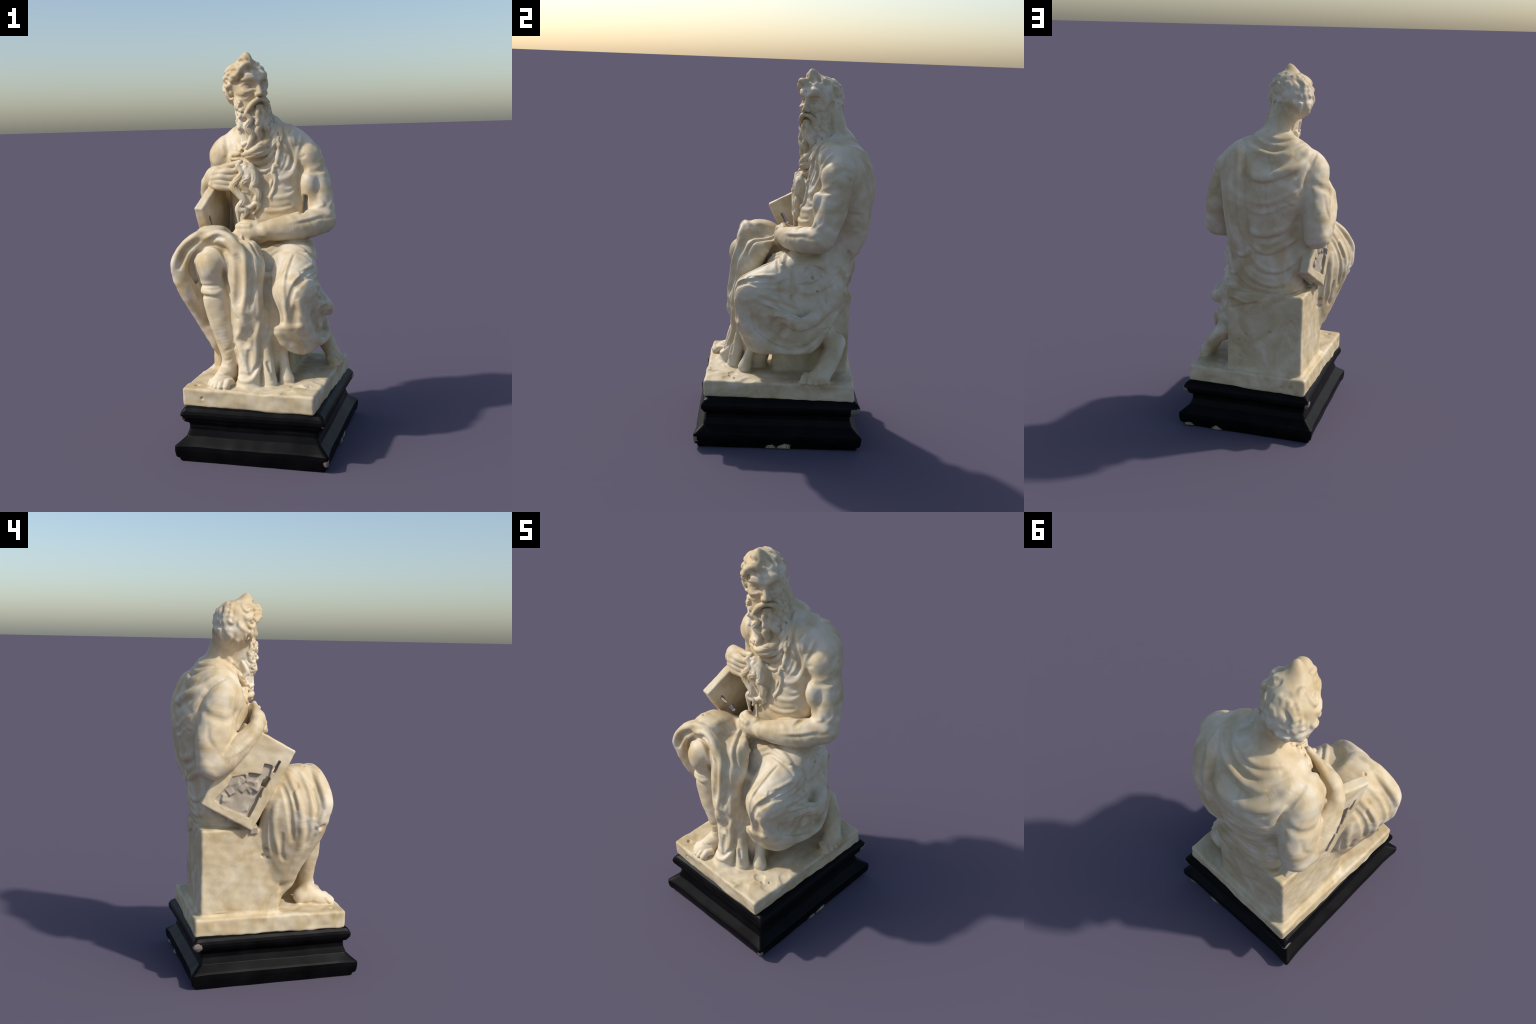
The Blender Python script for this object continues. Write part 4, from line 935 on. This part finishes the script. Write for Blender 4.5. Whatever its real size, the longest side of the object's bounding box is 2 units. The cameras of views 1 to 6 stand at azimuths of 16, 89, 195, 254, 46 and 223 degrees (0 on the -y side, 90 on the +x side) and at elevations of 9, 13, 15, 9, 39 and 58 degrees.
def noise(nt, co, scale, detail=4, rough=0.55, distort=0.0):
    n = nt.nodes.new('ShaderNodeTexNoise')
    n.inputs['Scale'].default_value = scale
    n.inputs['Detail'].default_value = detail
    n.inputs['Roughness'].default_value = rough
    n.inputs['Distortion'].default_value = distort
    nt.links.new(co, n.inputs['Vector'])
    return n.outputs['Fac']

def mixc(nt, fac, a, b, mode='MIX'):
    n = nt.nodes.new('ShaderNodeMix')
    n.data_type = 'RGBA'
    n.blend_type = mode
    for sock, v in ((n.inputs[0], fac), (n.inputs[6], a), (n.inputs[7], b)):
        if hasattr(v, 'is_linked'):
            nt.links.new(v, sock)
        elif isinstance(v, tuple):
            sock.default_value = (*v, 1)
        else:
            sock.default_value = v
    return n.outputs[2]

def stone(name, pale, main, gold, stain=0.5, rough=0.55):
    """Old ivory stone: pale and golden clouds, fine dark veins and specks."""
    m = bpy.data.materials.new(name)
    m.use_nodes = True
    nt = m.node_tree
    b = nt.nodes['Principled BSDF']
    turn = nt.nodes.new('ShaderNodeMapping')
    turn.inputs['Rotation'].default_value = (0.65, 0.4, 0.9)
    nt.links.new(nt.nodes.new('ShaderNodeTexCoord').outputs['Object'], turn.inputs['Vector'])
    co = turn.outputs[0]
    cloud = ramp(nt, [(0.30, gold), (0.50, main), (0.68, pale)])
    nt.links.new(noise(nt, co, 5.5, 3, 0.5, 1.4), cloud.inputs[0])
    fine = ramp(nt, [(0.30, (0.86, 0.82, 0.75)), (0.60, (1, 1, 1))])
    nt.links.new(noise(nt, co, 27, 3, 0.55, 0.8), fine.inputs[0])
    c = mixc(nt, stain, cloud.outputs[0], fine.outputs[0], 'MULTIPLY')
    spot = ramp(nt, [(0.235, (1, 1, 1)), (0.285, (0, 0, 0))])
    nt.links.new(noise(nt, co, 16, 6, 0.7, 1.0), spot.inputs[0])
    c = mixc(nt, spot.outputs[0], c, (0.30, 0.22, 0.12))
    nt.links.new(c, b.inputs['Base Color'])
    b.inputs['Roughness'].default_value = rough
    b.inputs['Specular IOR Level'].default_value = 0.35
    bump = nt.nodes.new('ShaderNodeBump')
    bump.inputs['Strength'].default_value = 0.08
    bump.inputs['Distance'].default_value = 0.004
    nt.links.new(noise(nt, co, 60, 5, 0.6), bump.inputs['Height'])
    nt.links.new(bump.outputs[0], b.inputs['Normal'])
    return m

# ------------------------------------------------------------------ meshes
def new_object(name, V, F, mat, parent=None, normals=None):
    me = bpy.data.meshes.new(name)
    me.vertices.add(len(V)); me.vertices.foreach_set('co', np.asarray(V, np.float32).ravel())
    nf = len(F)
    me.loops.add(nf * 4); me.polygons.add(nf)
    me.loops.foreach_set('vertex_index', F.astype(np.int32).ravel())
    me.polygons.foreach_set('loop_start', np.arange(0, nf * 4, 4, dtype=np.int32))
    me.update(calc_edges=True)
    me.validate()
    me.polygons.foreach_set('use_smooth', np.ones(nf, bool))
    if normals is not None:
        me.normals_split_custom_set_from_vertices(normals.tolist())
    me.materials.append(mat)
    ob = bpy.data.objects.new(name, me)
    bpy.context.scene.collection.objects.link(ob)
    if parent is not None:
        ob.parent = parent
    return ob

def build():
    V, F, L = clay.mesh()
    N = clay.gradient(V)
    # even out the part borders: each vertex takes the commonest part among its neighbours
    n, k = len(V), len(clay.names)
    E = np.vstack([F[:, [0, 1]], F[:, [1, 2]], F[:, [2, 3]], F[:, [3, 0]]])
    for _ in range(4):
        cnt = np.bincount(E[:, 0].astype(np.int64) * k + L[E[:, 1]], minlength=n * k)
        cnt += np.bincount(E[:, 1].astype(np.int64) * k + L[E[:, 0]], minlength=n * k)
        L = cnt.reshape(n, k).argmax(1)
    root = bpy.data.objects.new('marble_statue', None)
    bpy.context.scene.collection.objects.link(root)
    root['label'] = 'ivory seated bearded man statue on stepped black plinth'
    root['category'] = 'statue'
    figure = stone('ivory_stone', (0.74, 0.65, 0.50), (0.65, 0.535, 0.355), (0.53, 0.40, 0.22), 0.4)
    block = stone('yellowed_stone', (0.70, 0.60, 0.43), (0.61, 0.50, 0.32), (0.50, 0.375, 0.20), 0.5, 0.6)
    jagged = stone('jagged_stone', (0.52, 0.46, 0.38), (0.44, 0.38, 0.30), (0.36, 0.30, 0.23), 0.8, 0.8)  # greyer tone for the scan-hole recess of the tablet
    mats = {'base_slab': block, 'seat': block, 'tablet': block, 'jagged_surface': jagged}
    owner = {'finger': 'hand', 'toe': 'foot', 'beard_lock': 'beard', 'ear': 'head', 'hair': 'head', 'horn': 'head', 'beard': 'head',
             'jagged_surface': 'tablet'}
    FL = np.sort(L[F], 1)[:, 1]
    made = {}
    for i, full in enumerate(clay.names):
        f = F[FL == i]
        if len(f) < 12:
            continue
        kind = full.split('#')[0]
        u, inv = np.unique(f, return_inverse=True)
        made[full] = new_object(kind, V[u], inv.reshape(f.shape), mats.get(kind, figure), root, N[u])
    # sub-parts hang under their part: fingers under the hand of the same side, locks under the beard ...
    for full, ob in made.items():
        kind, _, which = full.partition('#')
        if kind == 'beard_lock':
            ob.parent = made['beard']
        elif kind in ('finger', 'toe'):
            ob.parent = made[owner[kind] + '#' + which.rstrip('0123456789')]
        elif kind in owner and owner[kind] in made and kind != 'beard':
            ob.parent = made[owner[kind]]
    return root

# ------------------------------------------------------------------ black stepped plinth
def wobble(x, y, z, seed):
    """Smooth uneven offset, a sum of a few sines."""
    r = random.Random(seed)
    v = 0
    for f in (7, 13, 24, 45):
        a, b, c, p = r.uniform(-1, 1), r.uniform(-1, 1), r.uniform(-1, 1), r.uniform(0, 6.3)
        v = v + np.sin(f * (a * x + b * y + c * z) * 2 + p) / f ** 0.5
    return v

def lacquer():
    """Black lacquer, with pale scan artefacts painted in, mostly at the corners of the upper moulding."""
    m = bpy.data.materials.new('black_lacquer'); m.use_nodes = True
    nt = m.node_tree
    b = nt.nodes['Principled BSDF']
    co = nt.nodes.new('ShaderNodeTexCoord').outputs['Object']
    cl = ramp(nt, [(0.35, (0.0012, 0.0011, 0.0011)), (0.65, (0.0040, 0.0040, 0.0046))])
    nt.links.new(noise(nt, co, 9, 4), cl.inputs[0])
    c = cl.outputs[0]
    wob = noise(nt, co, 45, 3)
    for px, py, pz, rad in ((-0.332, 0.398, 0.205, 0.034), (0.392, 0.398, 0.200, 0.040), (0.394, -0.450, 0.205, 0.024), (-0.330, -0.448, 0.198, 0.030),
                            (0.412, -0.468, 0.045, 0.024)):
        dist = nt.nodes.new('ShaderNodeVectorMath'); dist.operation = 'DISTANCE'
        nt.links.new(co, dist.inputs[0]); dist.inputs[1].default_value = (px, py, pz)
        add = nt.nodes.new('ShaderNodeMath'); add.operation = 'MULTIPLY_ADD'
        nt.links.new(wob, add.inputs[0]); add.inputs[1].default_value = 0.05; nt.links.new(dist.outputs['Value'], add.inputs[2])
        near = nt.nodes.new('ShaderNodeMath'); near.operation = 'LESS_THAN'
        nt.links.new(add.outputs[0], near.inputs[0]); near.inputs[1].default_value = rad + 0.020
        c = mixc(nt, near.outputs[0], c, (0.20, 0.165, 0.145))  # greyish-beige patch copied from background leaked into the scan
    nt.links.new(c, b.inputs['Base Color'])
    b.inputs['Roughness'].default_value = 0.42
    b.inputs['Specular IOR Level'].default_value = 0.09
    return m

def plinth(root):
    # profile: (inset from the widest edge, height)
    prof = [(-0.30, 0.0), (0.012, 0.0), (0.008, 0.012), (0.003, 0.030), (0.0, 0.055), (0.001, 0.078), (0.008, 0.086), (0.026, 0.104), (0.040, 0.118),
            (0.046, 0.136), (0.051, 0.150), (0.052, 0.172), (0.046, 0.182), (0.032, 0.190), (0.024, 0.202), (0.018, 0.214),
            (0.018, 0.230), (0.022, 0.244), (0.030, 0.258), (0.045, 0.268), (0.34, 0.268)]
    prof = prof[1:]
    q = np.array(prof)
    P = np.array([q[i] * (1 - t) + q[i + 1] * t for i in range(len(q) - 1) for t in (0.0, 0.12, 0.5, 0.88)] + [q[-1]])
    x0, x1, y0, y1 = -0.345, 0.408, -0.464, 0.420
    cx, cy = (x0 + x1) / 2, (y0 + y1) / 2
    hx, hy = (x1 - x0) / 2, (y1 - y0) / 2
    rings = []
    n = 90                                   # samples per side
    for inset, z in P:
        a, b, r = hx - inset, hy - inset, 0.012
        pts = []
        for sx, sy, q0 in ((1, -1, -90), (1, 1, 0), (-1, 1, 90), (-1, -1, 180)):
            for t in np.linspace(q0, q0 + 90, 7):
                pts.append((sx * (a - r) + r * math.cos(math.radians(t)), sy * (b - r) + r * math.sin(math.radians(t))))
        pts = np.array(pts + [pts[0]])
        seg = np.linalg.norm(np.diff(pts, axis=0), axis=1)
        L = np.concatenate([[0], np.cumsum(seg)])
        t = np.linspace(0, L[-1], 4 * n, endpoint=False)
        ring = np.stack([np.interp(t, L, pts[:, 0]) + cx, np.interp(t, L, pts[:, 1]) + cy, np.full(4 * n, z)], 1)
        rings.append(ring)
    V = np.array(rings)
    # uneven, slightly melted outline; more ragged near the bottom edge and at the corners
    d = V[..., :2] - np.array([cx, cy])
    dn = d / np.linalg.norm(d, axis=-1, keepdims=True)
    amp = np.where(V[..., 2] < 0.05, 0.0028, 0.0018) * (np.abs(d).max(-1) > 0.25)
    V[..., :2] += dn * (amp * wobble(V[..., 0], V[..., 1], V[..., 2], 3))[..., None]
    corner = np.clip((np.abs(d[..., 0]) / hx + np.abs(d[..., 1]) / hy - 1.72) / 0.25, 0, 1) ** 2     # corners flare out
    V[..., :2] += dn * (corner * 0.014)[..., None] * (V[..., 2] > 0.02)[..., None]
    up = (V[..., 2] > 0.004)
    V[..., 2] += up * 0.0018 * wobble(V[..., 0] * 1.3, V[..., 1], V[..., 2] * 0.2, 8)
    V[..., 1] += 0.012 * np.clip((V[..., 2] - 0.17) / 0.03, 0, 1)           # the upper moulding sits a little further back
    m, k = V.shape[0], V.shape[1]
    I = np.arange(m * k).reshape(m, k)
    F = np.stack([I[:-1], np.roll(I[:-1], -1, 1), np.roll(I[1:], -1, 1), I[1:]], -1).reshape(-1, 4)
    bottom = [tuple(I[0][::-1])]
    ob = new_object('plinth', V.reshape(-1, 3), F, lacquer(), root)
    import bmesh
    bm = bmesh.new(); bm.from_mesh(ob.data); bm.verts.ensure_lookup_table()
    bm.faces.new([bm.verts[i] for i in I[0][::-1]])
    bm.to_mesh(ob.data); bm.free()
    return ob

def scraps(root):
    """Pale and gold marks at the foot of the plinth, built as thin raised plates."""
    gold = stone('dull_gold', (0.30, 0.22, 0.10), (0.24, 0.17, 0.08), (0.16, 0.11, 0.05), 0.6)
    pale = stone('pale_mark', (0.50, 0.48, 0.44), (0.42, 0.39, 0.34), (0.34, 0.30, 0.24), 0.6)
    shapes = [('x', 0.4045, [(-0.087, 0.003), (-0.075, 0.025), (-0.056, 0.027), (-0.048, 0.036), (-0.030, 0.010), (-0.030, 0.003)]),
              ('x', 0.4045, [(-0.024, 0.003), (-0.024, 0.012), (0.015, 0.054), (0.052, 0.044), (0.048, 0.003)]),
              ('y', 0.4165, [(0.385, 0.003), (0.385, 0.016), (0.360, 0.040), (0.328, 0.005)]),
              ('y', 0.4165, [(0.227, 0.003), (0.197, 0.028), (0.163, 0.003)])]
    for ax, at, poly in shapes:
        c = np.mean(poly, 0)
        for j, (sc, mat) in enumerate(((1.0, gold), (0.72, pale), (0.52, gold), (0.36, pale))):
            q = [((p[0] - c[0]) * sc + c[0], max((p[1] - c[1]) * sc + c[1] - (1 - sc) * 0.008, 0.002)) for p in poly]
            a, n = at + 0.0014 * j, len(q)
            front = [(a, *p) if ax == 'x' else (p[0], a, p[1]) for p in q]
            back = [(a - 0.012, *p) if ax == 'x' else (p[0], a - 0.012, p[1]) for p in q]
            me = bpy.data.meshes.new('plinth_mark')
            me.from_pydata(front + back, [], [tuple(range(n)), tuple(range(2 * n - 1, n - 1, -1))]
                           + [(i, i + n, (i + 1) % n + n, (i + 1) % n) for i in range(n)])
            me.update()
            me.materials.append(mat)
            ob = bpy.data.objects.new('plinth_mark', me)
            bpy.context.scene.collection.objects.link(ob)
            ob.parent = root

root = build()
plinth(root)
scraps(root)
